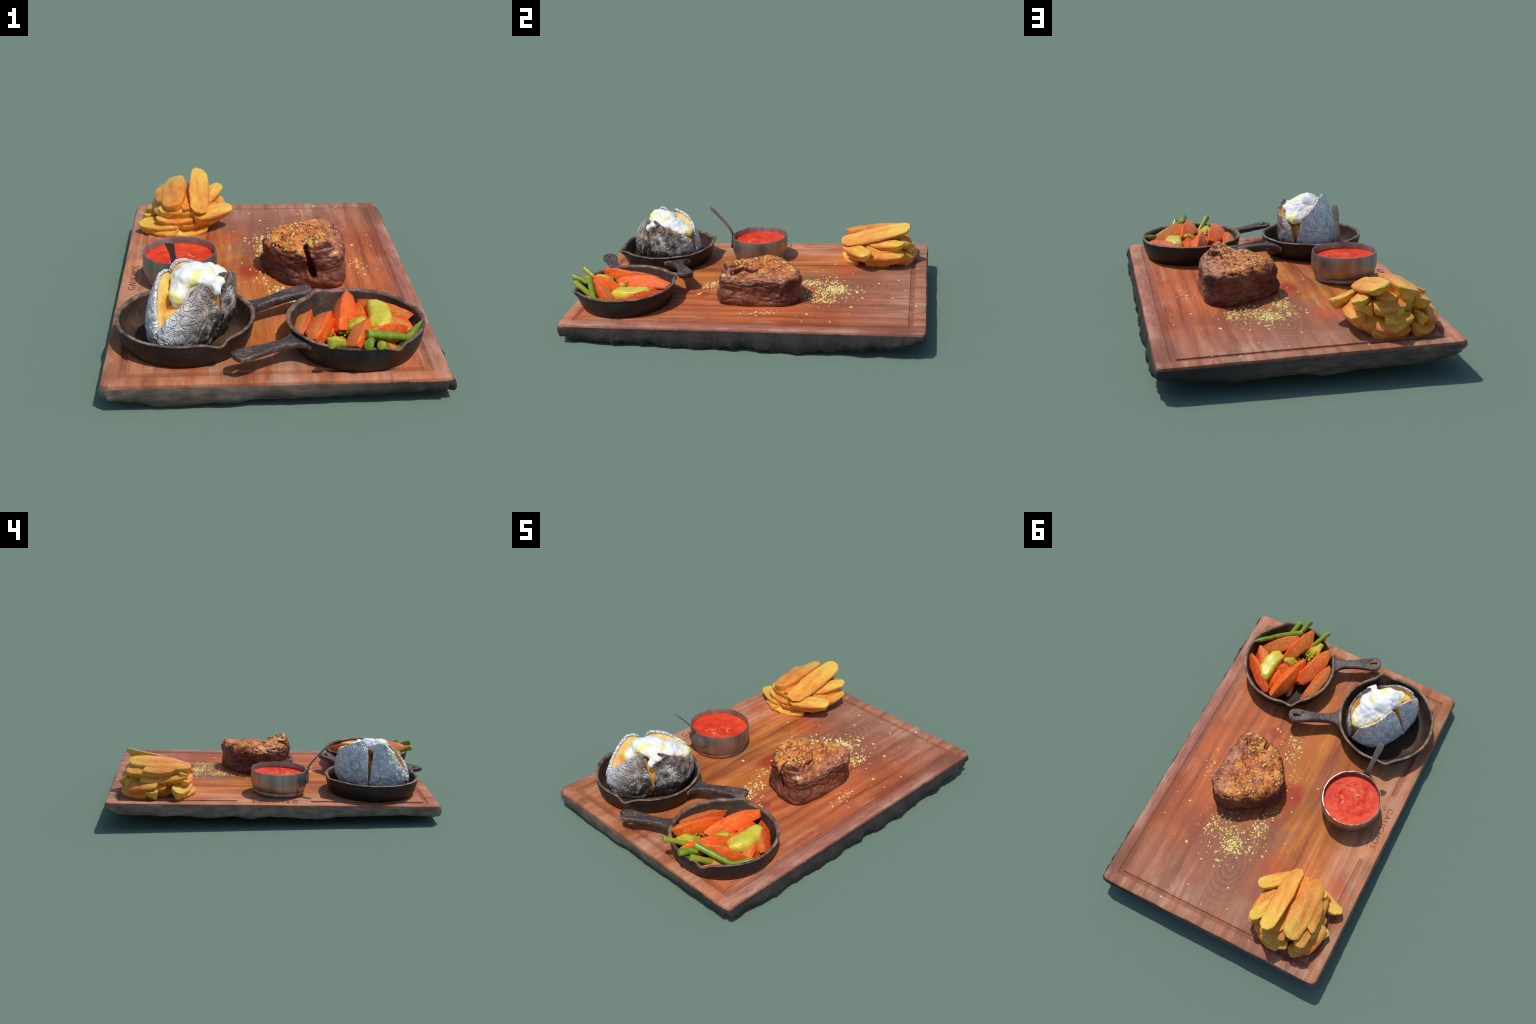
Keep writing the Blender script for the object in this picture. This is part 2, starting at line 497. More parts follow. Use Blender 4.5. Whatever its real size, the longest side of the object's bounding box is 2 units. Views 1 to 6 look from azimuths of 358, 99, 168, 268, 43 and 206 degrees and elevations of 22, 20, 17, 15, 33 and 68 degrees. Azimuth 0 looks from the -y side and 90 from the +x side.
def steak_material():
    s = Shader("grilled_beef", 0.5, 0.35)
    n1, n2, n3 = s.noise(8, 5, 0.62), s.noise(24, 4, 0.62), s.noise(85, 3, 0.6)
    fib = s.noise(1.0, 4, 0.65, s.mapping(s.obj, (20, 34, 70), rot=(0.2, 0.1, 0.6)))
    side = s.ramp(s.math("ADD", s.math("MULTIPLY", n1, 0.6), s.math("MULTIPLY", fib, 0.4)),
                  [(0.34, (0.035, 0.011, 0.009)), (0.46, (0.105, 0.029, 0.017)), (0.57, (0.22, 0.066, 0.032)), (0.70, (0.40, 0.155, 0.070))])
    side = s.mix(s.math("MULTIPLY", s.range(n2, 0.56, 0.70), 0.5), side, (0.30, 0.045, 0.035))
    top = s.ramp(s.math("ADD", s.math("MULTIPLY", n2, 0.6), s.math("MULTIPLY", n1, 0.4)),
                 [(0.36, (0.16, 0.036, 0.016)), (0.44, (0.46, 0.105, 0.028)), (0.53, (0.74, 0.235, 0.042)), (0.64, (0.90, 0.46, 0.09))])
    top = s.mix(s.math("MULTIPLY", s.range(n3, 0.60, 0.72), 0.5), top, (0.85, 0.55, 0.13))
    top = s.mix(s.math("MULTIPLY", s.range(n3, 0.42, 0.33), 0.65), top, (0.09, 0.035, 0.025))
    x, y, z = s.xyz()
    pinkish = s.range(s.math("ADD", x, s.math("MULTIPLY", n1, 0.1)), 0.10, 0.20, 0, 0.7)
    top = s.mix(pinkish, top, s.ramp(n2, [(0.35, (0.20, 0.062, 0.040)), (0.65, (0.48, 0.195, 0.12))]))
    nz = s.xyz(s.geo("Normal"))[2]
    dusted = s.math("MULTIPLY", s.range(s.math("ADD", nz, s.math("MULTIPLY", s.math("SUBTRACT", n2, 0.5), 0.6)), 0.35, 0.75),
                    s.range(z, 0.125, 0.155))
    s.color(s.mix(dusted, side, top))
    s.bump(s.math("ADD", n2, s.math("MULTIPLY", s.math("ADD", n3, fib), 0.4)), 0.4, 0.007)
    return s.m


def spice_material():
    s = Shader("ground_spice", 0.7, 0.2)
    r = s.geo("Random Per Island")
    s.color(s.ramp(r, [(0.0, (0.84, 0.70, 0.20)), (0.45, (0.88, 0.80, 0.36)), (0.72, (0.80, 0.46, 0.08)), (0.86, (0.86, 0.82, 0.55)), (0.97, (0.35, 0.13, 0.04))], "CONSTANT"))
    return s.m


def steak_spice_material():
    s = Shader("toasted_spice", 0.6, 0.3)
    r = s.geo("Random Per Island")
    s.color(s.ramp(r, [(0.0, (0.70, 0.36, 0.06)), (0.3, (0.80, 0.62, 0.10)), (0.45, (0.30, 0.11, 0.04)), (0.62, (0.70, 0.50, 0.24)), (0.8, (0.10, 0.05, 0.035)), (0.92, (0.78, 0.70, 0.52))], "CONSTANT"))
    return s.m


def chip_material():
    s = Shader("fried_potato_wedge", 0.42, 0.45)
    r = s.random()
    n1, n2 = s.noise(1.7, 4, 0.6), s.noise(7, 4, 0.65)
    gold = s.ramp(n1, [(0.3, (0.74, 0.190, 0.022)), (0.5, (0.88, 0.310, 0.036)), (0.7, (0.92, 0.44, 0.075))])
    yell = s.ramp(n1, [(0.3, (0.80, 0.27, 0.026)), (0.5, (0.89, 0.42, 0.050)), (0.7, (0.91, 0.56, 0.09))])
    base = s.mix(s.range(r, 0.35, 0.75), gold, yell)
    x, y, z = s.xyz()
    lemon = s.math("MULTIPLY", s.range(s.math("ADD", x, s.math("MULTIPLY", n1, 1.2)), 0.75, 1.25), s.range(r, 0.2, 0.7, 0.25, 0.9))
    base = s.mix(lemon, base, s.ramp(n2, [(0.35, (0.84, 0.44, 0.040)), (0.65, (0.92, 0.66, 0.115))]))
    rim = s.range(s.math("ADD", s.math("ABSOLUTE", y), s.math("MULTIPLY", n2, 0.5)), 1.00, 1.30)
    base = s.mix(s.math("MULTIPLY", rim, 0.75), base, (0.58, 0.155, 0.040))
    skin = s.range(s.math("ADD", z, s.math("MULTIPLY", n2, 0.5)), -0.10, -0.50, 0, 0.5)
    base = s.mix(skin, base, (0.84, 0.44, 0.055))
    base = s.mix(s.math("MULTIPLY", s.range(n2, 0.60, 0.72), 0.55), base, (0.90, 0.62, 0.16))
    base = s.mix(s.math("MULTIPLY", s.range(s.voronoi(4.2), 0.12, 0.05), 0.75), base, (0.24, 0.07, 0.02))
    s.color(base)
    s.bump(s.math("ADD", n2, s.noise(16, 3)), 0.35, 0.03)
    return s.m


def carrot_material():
    s = Shader("roast_carrot", 0.42, 0.3)
    r = s.random()
    n1, n2 = s.noise(2.0, 3), s.noise(9, 4, 0.65)
    a = s.ramp(n1, [(0.3, (0.80, 0.095, 0.010)), (0.55, (0.90, 0.150, 0.016)), (0.75, (0.92, 0.23, 0.032))])
    b = s.ramp(n1, [(0.3, (0.78, 0.075, 0.014)), (0.55, (0.88, 0.120, 0.022)), (0.75, (0.90, 0.19, 0.040))])
    base = s.mix(s.range(r, 0.3, 0.7), a, b)
    x, y, z = s.xyz()
    skin = s.math("MULTIPLY", s.range(s.math("ADD", y, s.math("MULTIPLY", n2, 0.4)), 0.16, 0.02), s.range(r, 0.15, 0.6, 0.15, 0.8))
    base = s.mix(skin, base, s.ramp(n2, [(0.35, (0.72, 0.20, 0.030)), (0.7, (0.84, 0.44, 0.12))]))
    base = s.mix(s.math("MULTIPLY", s.range(s.voronoi(5.5), 0.20, 0.11), 0.75), base, (0.90, 0.56, 0.17))
    base = s.mix(s.math("MULTIPLY", s.range(s.voronoi(4.0), 0.15, 0.07), 0.75), base, (0.20, 0.03, 0.012))
    base = s.mix(s.range(s.geo("Pointiness"), 0.53, 0.60, 0, 0.55), base, (0.90, 0.46, 0.12))  # edge highlights painted on as a paler orange
    s.color(base)
    s.bump(n2, 0.2, 0.03)
    return s.m


def courgette_material():
    s = Shader("roast_courgette", 0.36, 0.5)
    n1, n2 = s.noise(16, 3), s.noise(60, 3)
    base = s.ramp(n1, [(0.3, (0.50, 0.42, 0.022)), (0.55, (0.66, 0.56, 0.045)), (0.75, (0.74, 0.64, 0.09))])
    base = s.mix(s.math("MULTIPLY", s.range(n2, 0.56, 0.7), 0.5), base, (0.80, 0.62, 0.16))
    base = s.mix(s.range(s.geo("Pointiness"), 0.52, 0.60, 0, 0.6), base, (0.42, 0.45, 0.02))
    s.color(base)
    s.bump(n2, 0.15, 0.004)
    return s.m


def bean_material():
    s = Shader("green_bean", 0.34, 0.5)
    n1 = s.noise(22, 3)
    r = s.random()
    base = s.ramp(n1, [(0.3, (0.11, 0.19, 0.010)), (0.55, (0.21, 0.32, 0.018)), (0.75, (0.36, 0.43, 0.045))])
    s.color(s.mix(s.range(r, 0.45, 0.8, 0, 0.6), base, (0.42, 0.40, 0.025)))
    s.bump(n1, 0.1, 0.004)
    return s.m


def broccoli_material(dark):
    s = Shader("broccoli_bud" if dark else "broccoli_stalk", 0.5, 0.35)
    n = s.noise(60 if dark else 20, 3)
    s.color(s.ramp(n, [(0.35, (0.10, 0.085, 0.010)), (0.55, (0.38, 0.33, 0.020)), (0.75, (0.62, 0.52, 0.05))] if dark else
                   [(0.3, (0.36, 0.33, 0.020)), (0.55, (0.58, 0.50, 0.035)), (0.75, (0.72, 0.62, 0.10))]))
    s.bump(n, 0.3, 0.004)
    return s.m


def plain(name, col, rough=0.6):
    s = Shader(name, rough, 0.3)
    n = s.noise(40, 3)
    s.color(s.mix(s.range(n, 0.35, 0.65), tuple(c * 0.75 for c in col), tuple(min(1, c * 1.2) for c in col)))
    return s.m


INSIDE = oily_iron_material()
LEVER = plain("dull_steel", (0.20, 0.155, 0.13), 0.45)
WOOD, IRON, RIM, HANDLE, STEEL = wood_material(), iron_material(), worn_iron_material(), handle_iron_material(), steel_material()
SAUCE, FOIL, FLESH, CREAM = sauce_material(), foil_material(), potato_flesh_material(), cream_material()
BEEF, SPICE, STEAK_SPICE, CHIP, CARROT = steak_material(), spice_material(), steak_spice_material(), chip_material(), carrot_material()
COURGETTE, BEAN, BUD, STALK = courgette_material(), bean_material(), broccoli_material(True), broccoli_material(False)
BRAND = plain("burnt_engraving", (0.12, 0.045, 0.028), 0.8)


# ------------------------------------------------------------------ cutting board
HX, HY, CORNER, MIDX = 0.669, 0.984, 0.032, -0.010
# height of the ragged lower edge along the four sides
UNDER = {
    "+x": [(-0.98, 0.055), (-0.91, 0.008), (-0.67, 0.014), (-0.44, 0.016), (-0.38, 0.004), (-0.14, 0.002), (0.01, 0.010), (0.09, 0.022),
           (0.19, 0.004), (0.38, 0.016), (0.55, 0.025), (0.72, 0.047), (0.9, 0.075), (0.98, 0.105)],
    "+y": [(-0.65, 0.125), (-0.63, 0.105), (-0.49, 0.074), (-0.27, 0.066), (-0.13, 0.063), (-0.02, 0.054), (0.12, 0.066), (0.25, 0.059),
           (0.37, 0.055), (0.49, 0.072), (0.63, 0.09)],
    "-x": [(-0.97, 0.05), (-0.95, 0.043), (-0.72, 0.058), (-0.48, 0.057), (-0.24, 0.041), (0.03, 0.066), (0.12, 0.050), (0.26, 0.070),
           (0.40, 0.058), (0.53, 0.077), (0.72, 0.078), (0.9, 0.093), (0.98, 0.122)],
    "-y": [(-0.66, 0.085), (-0.64, 0.042), (-0.49, 0.017), (-0.41, 0.009), (-0.31, 0.018), (-0.19, 0.014), (-0.08, 0.030), (0.05, 0.028),
           (0.35, 0.032), (0.57, 0.043), (0.64, 0.035), (0.66, 0.062)],
}


def perimeter(n_long=330, n_short=220, n_corner=10):
    """points on the rounded rectangle as (x, y, inward x, inward y)"""
    out = []
    hx, hy, c = HX - CORNER, HY - CORNER, CORNER
    for cx, cy, a0, (ex, ey), n in [(hx, hy, 0, (-hx, hy), n_short), (-hx, hy, 90, (-hx, -hy), n_long),
                                    (-hx, -hy, 180, (hx, -hy), n_short), (hx, -hy, 270, (hx, hy), n_long)]:
        for k in range(n_corner):
            a = math.radians(a0 + 90 * k / n_corner)
            out.append((cx + c * math.cos(a), cy + c * math.sin(a), -math.cos(a), -math.sin(a), cx, cy))
        a = math.radians(a0 + 90)
        sx, sy = cx + c * math.cos(a), cy + c * math.sin(a)
        gx, gy = ex + c * math.cos(a), ey + c * math.sin(a)
        for k in range(n):
            t = k / n
            out.append((lerp(sx, gx, t), lerp(sy, gy, t), -math.cos(a), -math.sin(a), None, None))
    return out


def under_edge(x, y):
    w = {}
    for side, d in (("+x", HX - x), ("-x", HX + x), ("+y", HY - y), ("-y", HY + y)):
        w[side] = 1 / (max(d, 0) + 0.004) ** 2
    z = sum(w[s] * table(UNDER[s], y if s[1] == "x" else x) for s in w) / sum(w.values())
    tear = abs(fbm((x * 9, y * 9, 6.2), 3))
    return max(0.0, z + 0.006 * fbm((x * 11, y * 11, 3.1), 3) + (0.030 * (tear - 0.30) + 0.004 if x > 0.6 else 0.0))


def inset(p, d):
    x, y, nx, ny, cx, cy = p
    hx, hy = HX - d, HY - d
    if cx is None:
        px, py = x + nx * d, y + ny * d
        lim = max(CORNER - d, 0.0)
        if abs(nx) > 0.5:
            py = math.copysign(min(abs(y) * (hy - lim) / (HY - CORNER), hy), y)
        else:
            px = math.copysign(min(abs(x) * (hx - lim) / (HX - CORNER), hx), x)
        return px, py
    r = max(CORNER - d, 0.0)
    return math.copysign(hx - r, cx) - nx * r, math.copysign(hy - r, cy) - ny * r


def build_board():
    thing = empty("cutting_board", (0, 0, 0), "dark red-brown walnut serving board with ragged bark edge and juice groove", "cutting board")
    P = perimeter()
    n = len(P)
    rings = []

    def groove(d, x, y):
        depth = 0.007 * smooth((d - 0.060) / 0.008) * (1 - smooth((d - 0.090) / 0.003))
        if x < -0.5:
            depth *= smooth((abs(y) - 0.212) / 0.012)
        return depth

    # underside, from the middle outwards, then up the side and over the top to the middle
    for d, f in [(0.62, 0), (0.40, 0.1), (0.2, 0.35), (0.10, 0.7), (0.05, 0.92), (0.03, 1.0)]:
        ring = []
        for p in P:
            x, y = inset(p, d)
            zu = lerp(0.052 + 0.02 * y - 0.012 * x, under_edge(p[0], p[1]), f)
            ring.append((x, y, zu + 0.004 * fbm((x * 14, y * 14, 7), 2)))
        rings.append(ring)
    for f, bulge in [(0.0, -0.014), (0.12, -0.004), (0.3, 0.004), (0.55, 0.006), (0.8, 0.004), (0.95, 0.002)]:
        ring = []
        for p in P:
            zu = under_edge(p[0], p[1]) - 0.002
            zt = board_z(p[0], p[1]) - 0.011
            thick = (zt - zu)
            z = lerp(zu, zt, f)
            if p[2] < -0.7:  # torn bark flares out along the right-hand side
                bulge2 = bulge + (1 - f) * (0.018 + 0.020 * fbm((p[1] * 10, 4.4, 1), 3))
            else:
                bulge2 = bulge
            k = bulge2 * min(1.0, thick / 0.06) + 0.008 * fbm((p[0] * 9, p[1] * 9, z * 30), 3) * (1 - f) + 0.003 * fbm((p[0] * 30, p[1] * 30, z * 40), 2)
            ring.append((p[0] - p[2] * k, p[1] - p[3] * k, z))
        rings.append(ring)
    for d in [0.0, 0.003, 0.009, 0.03, 0.058, 0.062, 0.066, 0.070, 0.08, 0.0885, 0.0905, 0.0925, 0.0945, 0.11, 0.16, 0.25, 0.35, 0.45, 0.55, 0.62]:
        ring = []
        for p in P:
            x, y = inset(p, d)
            w = 0.0035 * fbm((p[0] * 7, p[1] * 7, 1.7), 3) * max(0, 1 - d / 0.035)
            x, y = x + p[2] * w, y + p[3] * w
            drop = {0.0: 0.009, 0.003: 0.002}.get(d, 0.0)
            ring.append((x, y, board_z(x, y) - drop - groove(d, x, y) + 0.0012 * fbm((x * 5, y * 5, 0.3), 2)))
        rings.append(ring)
    verts = [(q[0] + MIDX, q[1] + 0.005, q[2]) for r in rings for q in r]
    faces = grid_faces(len(rings), n, wrap_v=True)
    # close the two long slots left in the middle by strips across them
    for base, flip in ((0, True), ((len(rings) - 1) * n, False)):
        faces.append(tuple(base + i for i in (range(n) if not flip else reversed(range(n)))))
    o = make("board_slab", verts, faces, WOOD, thing, True, 40)
    m = o.modifiers.new("tri", "TRIANGULATE")
    # engraved lettering on the left rim, read from the right-hand side
    up = Vector((-1, 0, 0.0165)).normalized()
    right = Vector((0, 1, 0.0285)).normalized()

    def letters(text, size, cx, cy, spacing=1.0):
        cu = bpy.data.curves.new("engraved_lettering", "FONT")
        cu.body, cu.size, cu.align_x, cu.align_y = text, size, "CENTER", "CENTER"
        cu.space_character, cu.extrude, cu.offset = spacing, 0.0012, -size * 0.028
        cu.resolution_u = 3
        ob = bpy.data.objects.new("engraved_lettering", cu)
        COL.objects.link(ob)
        m3 = Matrix((right, up, right.cross(up))).transposed()
        ob.matrix_world = Matrix.Translation((cx, cy, board_z(cx, cy) + 0.0006)) @ m3.to_4x4()
        dg = bpy.context.evaluated_depsgraph_get()
        me = bpy.data.meshes.new_from_object(ob.evaluated_get(dg))
        mw = ob.matrix_world.copy()
        bpy.data.objects.remove(ob)
        me.transform(mw)
        me.materials.clear()
        me.materials.append(BRAND)
        q = bpy.data.objects.new("engraved_lettering", me)
        COL.objects.link(q)
        q.parent = thing

    letters("GAUCHOS", 0.050, -0.621, 0.0, 1.20)
    letters("EST", 0.020, -0.588, 0.075, 1.2)
    v, f = [], []
    for cy in (-0.125, 0.122):
        for dx, dy, dz in [(-0.0012, -0.017, 0), (0.0012, -0.017, 0), (0.0012, 0.017, 0), (-0.0012, 0.017, 0)]:
            for h in (-0.003, 0.0010):
                x, y = -0.590 + dx, cy + dy
                v.append((x, y, board_z(x, y) + h))
        b = len(v) - 8
        f += [tuple(b + i for i in q) for q in [(1, 3, 5, 7), (0, 2, 4, 6), (0, 1, 3, 2), (2, 3, 5, 4), (4, 5, 7, 6), (6, 7, 1, 0)]]
    make("engraved_rule", v, f, BRAND, thing, False)
    return thing


def scatter_flakes(name, spots, mat, parent, count_scale=1.0, size=(0.0022, 0.0065), surface=None):
    """tiny crushed flakes lying on a surface around several spots (x, y, spread x, spread y, count)"""
    v, f = [], []
    for cx, cy, sx, sy, cnt in spots:
        for _ in range(int(cnt * count_scale)):
            x, y = rnd.gauss(cx, sx), rnd.gauss(cy, sy)
            z = surface(x, y)
            if z is None:
                continue
            s = lerp(size[0], size[1], rnd.random() ** 2.4)
            a = rnd.random() * TAU
            l = rnd.uniform(1.0, 1.9)
            dirs = [(math.cos(a) * s * l, math.sin(a) * s * l), (-math.sin(a) * s, math.cos(a) * s)]
            b = len(v)
            h = s * rnd.uniform(0.35, 0.7)
            for i, (p, q) in enumerate([(1, 0.2), (0.4, 1), (-0.7, 0.8), (-1, -0.3), (0.1, -1)]):
                p, q = p * rnd.uniform(0.7, 1.1), q * rnd.uniform(0.7, 1.1)
                v.append((x + dirs[0][0] * p + dirs[1][0] * q, y + dirs[0][1] * p + dirs[1][1] * q, z - 0.001))
            for i in range(5):
                q = Vector(v[b + i])
                v.append((lerp(x, q.x, 0.6), lerp(y, q.y, 0.6), z + h))
            f += [tuple(b + i for i in (5, 6, 7, 8, 9)), tuple(b + i for i in (4, 3, 2, 1, 0))]
            f += [(b + i, b + (i + 1) % 5, b + 5 + (i + 1) % 5, b + 5 + i) for i in range(5)]
    o = make(name, v, f, mat, parent, False)
    o["kind"] = "stuff"
    return o


# ------------------------------------------------------------------ skillets
def build_skillet(center, rim_r, rim_z, handle_to, spouts, handle_top, handle_thick, label):
    cx, cy = center
    zb = board_z(cx, cy)
    base = Vector((cx, cy, zb))
    thing = empty("skillet", base, label, "skillet")
    h = rim_z - zb
    r0 = rim_r * 0.905
    outer = [(0.0, 0.002), (r0 * 0.5, 0.002), (r0 * 0.9, 0.001), (r0 * 0.97, 0.003), (r0, 0.012), (lerp(r0, rim_r, 0.42), h * 0.30), (lerp(r0, rim_r, 0.72), h * 0.60),
             (lerp(r0, rim_r, 0.90), h * 0.84), (rim_r * 0.985, h * 0.91), (rim_r * 0.998, h * 0.955)]
    lip = [(rim_r * 0.998, h * 0.955), (rim_r, h * 0.985), (rim_r - 0.003, h), (rim_r - 0.011, h + 0.001), (rim_r - 0.016, h - 0.003), (rim_r - 0.018, h - 0.010)]
    inner = [(rim_r - 0.018, h - 0.010), (rim_r - 0.024, h * 0.75), (rim_r - 0.036, h * 0.45), (r0 - 0.022, 0.030), (r0 - 0.036, 0.022), (r0 * 0.6, 0.020), (0.0, 0.020)]
    n = 144
    spans = [math.atan2(y - cy, x - cx) for x, y, _ in spouts]
    outs = [(math.hypot(x - cx, y - cy) - rim_r, z - rim_z) for x, y, z in spouts]

    def place(r, z, a):
        w = smooth((z / h - 0.35) / 0.65)
        dr, dz = 0.0, 0.0
        for sa, (so, sz) in zip(spans, outs):
            d = (a - sa + math.pi) % TAU - math.pi
            g = math.exp(-(d / 0.125) ** 2)
            dr += so * g * w * w
            dz += (sz - 0.0) * g * w
        dr += 0.003 * noise.noise(Vector((math.cos(a) * 3, math.sin(a) * 3, cx * 9))) * w
        dz += 0.003 * noise.noise(Vector((math.cos(a) * 4, math.sin(a) * 4, cx * 5 + 3))) * w
        rr = (r + dr) if r > 1e-6 else 0.0
        x, y = cx + rr * math.cos(a), cy + rr * math.sin(a)
        return x, y, board_z(x, y) + z + dz

    def lathe(profile, name, mat):
        v = []
        for k in range(n):
            a = TAU * k / n
            v += [place(r, z, a) for r, z in profile]
        o = make(name, v, grid_faces(n, len(profile), wrap_u=True), mat, thing, True, 60)
        bm = bmesh.new()
        bm.from_mesh(o.data)
        bmesh.ops.remove_doubles(bm, verts=bm.verts, dist=1e-5)
        bm.to_mesh(o.data)
        bm.free()
        o.data.shade_smooth()
        return o

    lathe(outer, "pan_wall", IRON)
    lathe(lip, "pan_rim", RIM)
    lathe(inner, "pan_inside", INSIDE)

    # handle: rounded bar, wide where it joins, with a sunken teardrop at the end
    hx, hy, hz = handle_to
    d = Vector((hx - cx, hy - cy, 0))
    L = d.length
    d.normalize()
    s_vec = Vector((-d.y, d.x, 0))
    start = rim_r - 0.016
    width = [(0.0, 0.080), (0.05, 0.058), (0.12, 0.039), (0.25, 0.028), (0.45, 0.028), (0.68, 0.036), (0.85, 0.045), (0.94, 0.041), (0.985, 0.024), (1.0, 0.005)]
    nu, nv = 60, 32
    v = []
    for i in range(nu + 1):
        t = i / nu
        t = t if t < 0.8 else 0.8 + 0.2 * math.sin((t - 0.8) / 0.2 * math.pi / 2)
        dist = lerp(start, L, t)
        w = table(width, t)
        zt = lerp(handle_top, hz, smooth(t))
        th = handle_thick * (1 - 0.10 * t) * (1 if t < 0.9 else math.sqrt(max(0.05, 1 - ((t - 0.9) / 0.1) ** 2)) * 0.6 + 0.4)
        for j in range(nv):
            a = TAU * j / nv
            ca, sa = math.cos(a), math.sin(a)
            sx = math.copysign(abs(ca) ** 0.7, ca) * w
            sz = math.copysign(abs(sa) ** 0.6, sa) * th / 2
            if sa > 0:
                # dished top that deepens towards the hanging hole
                dish = 0.008 * math.exp(-((abs(ca) - 0.0) / 0.55) ** 2) * (0.3 + 0.9 * math.exp(-((t - 0.80) / 0.13) ** 2))
                sz -= dish
            p = Vector((cx, cy, 0)) + d * dist + s_vec * sx
            v.append((p.x, p.y, zt - th / 2 + sz + 0.0025 * fbm((p.x * 22, p.y * 22, a), 2)))
    f = grid_faces(nu + 1, nv, wrap_v=True)
    f += [tuple(range(nv)), tuple(range(nu * nv, (nu + 1) * nv))]
    hole, m = [], 24
    for zz in (hz - 0.09, hz + 0.06):
        for k in range(m):
            a = TAU * k / m
            tx = math.cos(a)
            p = Vector((cx, cy, 0)) + d * (lerp(start, L, 0.835) + 0.030 * tx) + s_vec * (0.0115 * math.sin(a) * (0.75 + 0.45 * tx))
            hole.append((p.x, p.y, zz))
    hf = [tuple(range(m)), tuple(range(m, 2 * m))] + [(k, (k + 1) % m, m + (k + 1) % m, m + k) for k in range(m)]
    o = temp_object(v, f)
    c = temp_object(hole, hf)
    b = o.modifiers.new("hole", "BOOLEAN")
    b.operation, b.object, b.solver = "DIFFERENCE", c, "EXACT"
    vv, _, ff = read_back(o)
    bpy.data.objects.remove(c)
    make("pan_handle", vv, ff, HANDLE, thing, True, 50)
    return thing


# ------------------------------------------------------------------ sauce pot
def build_pot():
    cx, cy, R = -0.402, -0.037, 0.168
    zb = board_z(cx, cy)
    h = 0.282 - zb
    thing = empty("sauce_pot", (cx, cy, zb), "small brushed steel sauce pot with riveted handle, full of tomato sauce", "sauce pot")
    prof = [(0.0, 0.001), (0.146, 0.001), (0.152, 0.006), (0.154, 0.024), (0.151, 0.028), (0.159, 0.034), (0.165, 0.048), (0.1705, 0.08), (0.171, 0.11), (R, h - 0.004),
            (R - 0.001, h), (R - 0.005, h + 0.0005), (R - 0.007, h - 0.004), (R - 0.008, 0.10), (R - 0.010, 0.05), (R - 0.02, 0.03), (0.0, 0.03)]
    n = 128
    v = []
    for k in range(n):
        a = TAU * k / n
        wob = noise.noise(Vector((math.cos(a) * 6, math.sin(a) * 6, 2)))
        for r, z in prof:
            t = smooth((z - 0.08) / 0.06)
            x, y = cx + (r + 0.0015 * wob * t) * math.cos(a), cy + (r + 0.0015 * wob * t) * math.sin(a)
            v.append((x, y, board_z(x, y) + z + 0.0035 * wob * t))
    o = make("pot_body", v, grid_faces(n, len(prof), wrap_u=True), STEEL, thing, True, 45)
    # sauce with a stirred, slightly lumpy surface
    v, nr = [], 40
    zs = h - 0.034
    for k in range(n):
        a = TAU * k / n
        for i in range(nr + 1):
            r = (R - 0.0085) * i / nr
            x, y = cx + r * math.cos(a), cy + r * math.sin(a)
            e = 1 - smooth((r - 0.10) / 0.05)
            swirl = fbm((x * 22 + 1.3 * fbm((x * 9, y * 9, 1), 2), y * 34, 5), 3)
            v.append((x, y, board_z(x, y) + zs + 0.0045 * swirl * e + 0.003 * smooth((r - 0.145) / 0.02)))
    make("tomato_sauce", v, grid_faces(n, nr + 1, wrap_u=True), SAUCE, thing)
    # handle: oval plate welded to the wall, narrow neck over the rim, flattened lever
    ang = math.radians(265)
    path = [(R + 0.009, 0.203 - zb, 0.048), (R + 0.011, 0.216 - zb, 0.066), (R + 0.011, 0.230 - zb, 0.072), (R + 0.010, 0.244 - zb, 0.060), (R + 0.009, 0.258 - zb, 0.042), (R + 0.009, 0.272 - zb, 0.024),
            (R + 0.011, 0.287 - zb, 0.016), (R + 0.017, 0.304 - zb, 0.0135), (R + 0.036, 0.330 - zb, 0.0125), (R + 0.064, 0.362 - zb, 0.0135), (R + 0.092, 0.392 - zb, 0.0165),
            (R + 0.120, 0.420 - zb, 0.0195), (R + 0.143, 0.437 - zb, 0.0175), (R + 0.151, 0.442 - zb, 0.010)]
    path.insert(0, (R + 0.005, 0.193 - zb, 0.018))
    dense = []
    for (a, b) in zip(path, path[1:]):
        for k in range(5):
            dense.append(tuple(lerp(p, q, k / 5) for p, q in zip(a, b)))
    dense.append(path[-1])
    v, nv = [], 13
    th = 0.006
    for side in (0, 1):
        for i, (r, z, w) in enumerate(dense):
            r1, z1, _ = dense[min(i + 1, len(dense) - 1)]
            r2, z2, _ = dense[max(i - 1, 0)]
            tr, tz = r1 - r2, z1 - z2
            l = math.hypot(tr, tz)
            nr_, nz_ = tz / l, -tr / l
            hug = 1 - smooth((z + zb - 0.262) / 0.03)
            for j in range(nv):
                u = (j / (nv - 1)) * 2 - 1
                arc = w * u / (R + 0.004)
                rr, zz = r + nr_ * th * (side - 0.5), z + nz_ * th * (side - 0.5)
                rr += 0.002 * (1 - hug) * (u * u - 0.5)
                # hugging the round wall below, straight across above
                xa = Vector((math.cos(ang + arc) * rr, math.sin(ang + arc) * rr, 0))
                t_dir = Vector((-math.sin(ang), math.cos(ang), 0))
                xb = Vector((math.cos(ang) * rr, math.sin(ang) * rr, 0)) + t_dir * (w * u)
                p = xb.lerp(xa, hug) + Vector((cx, cy, 0))
                v.append((p.x, p.y, board_z(cx, cy) + zz))
    m = len(dense) * nv
    f = grid_faces(len(dense), nv)
    f = f + [tuple(m + i for i in reversed(q)) for q in f]
    ring = [i * nv for i in range(len(dense))] + [(len(dense) - 1) * nv + j for j in range(1, nv)] + [i * nv + nv - 1 for i in reversed(range(len(dense) - 1))] + list(reversed(range(1, nv - 1)))
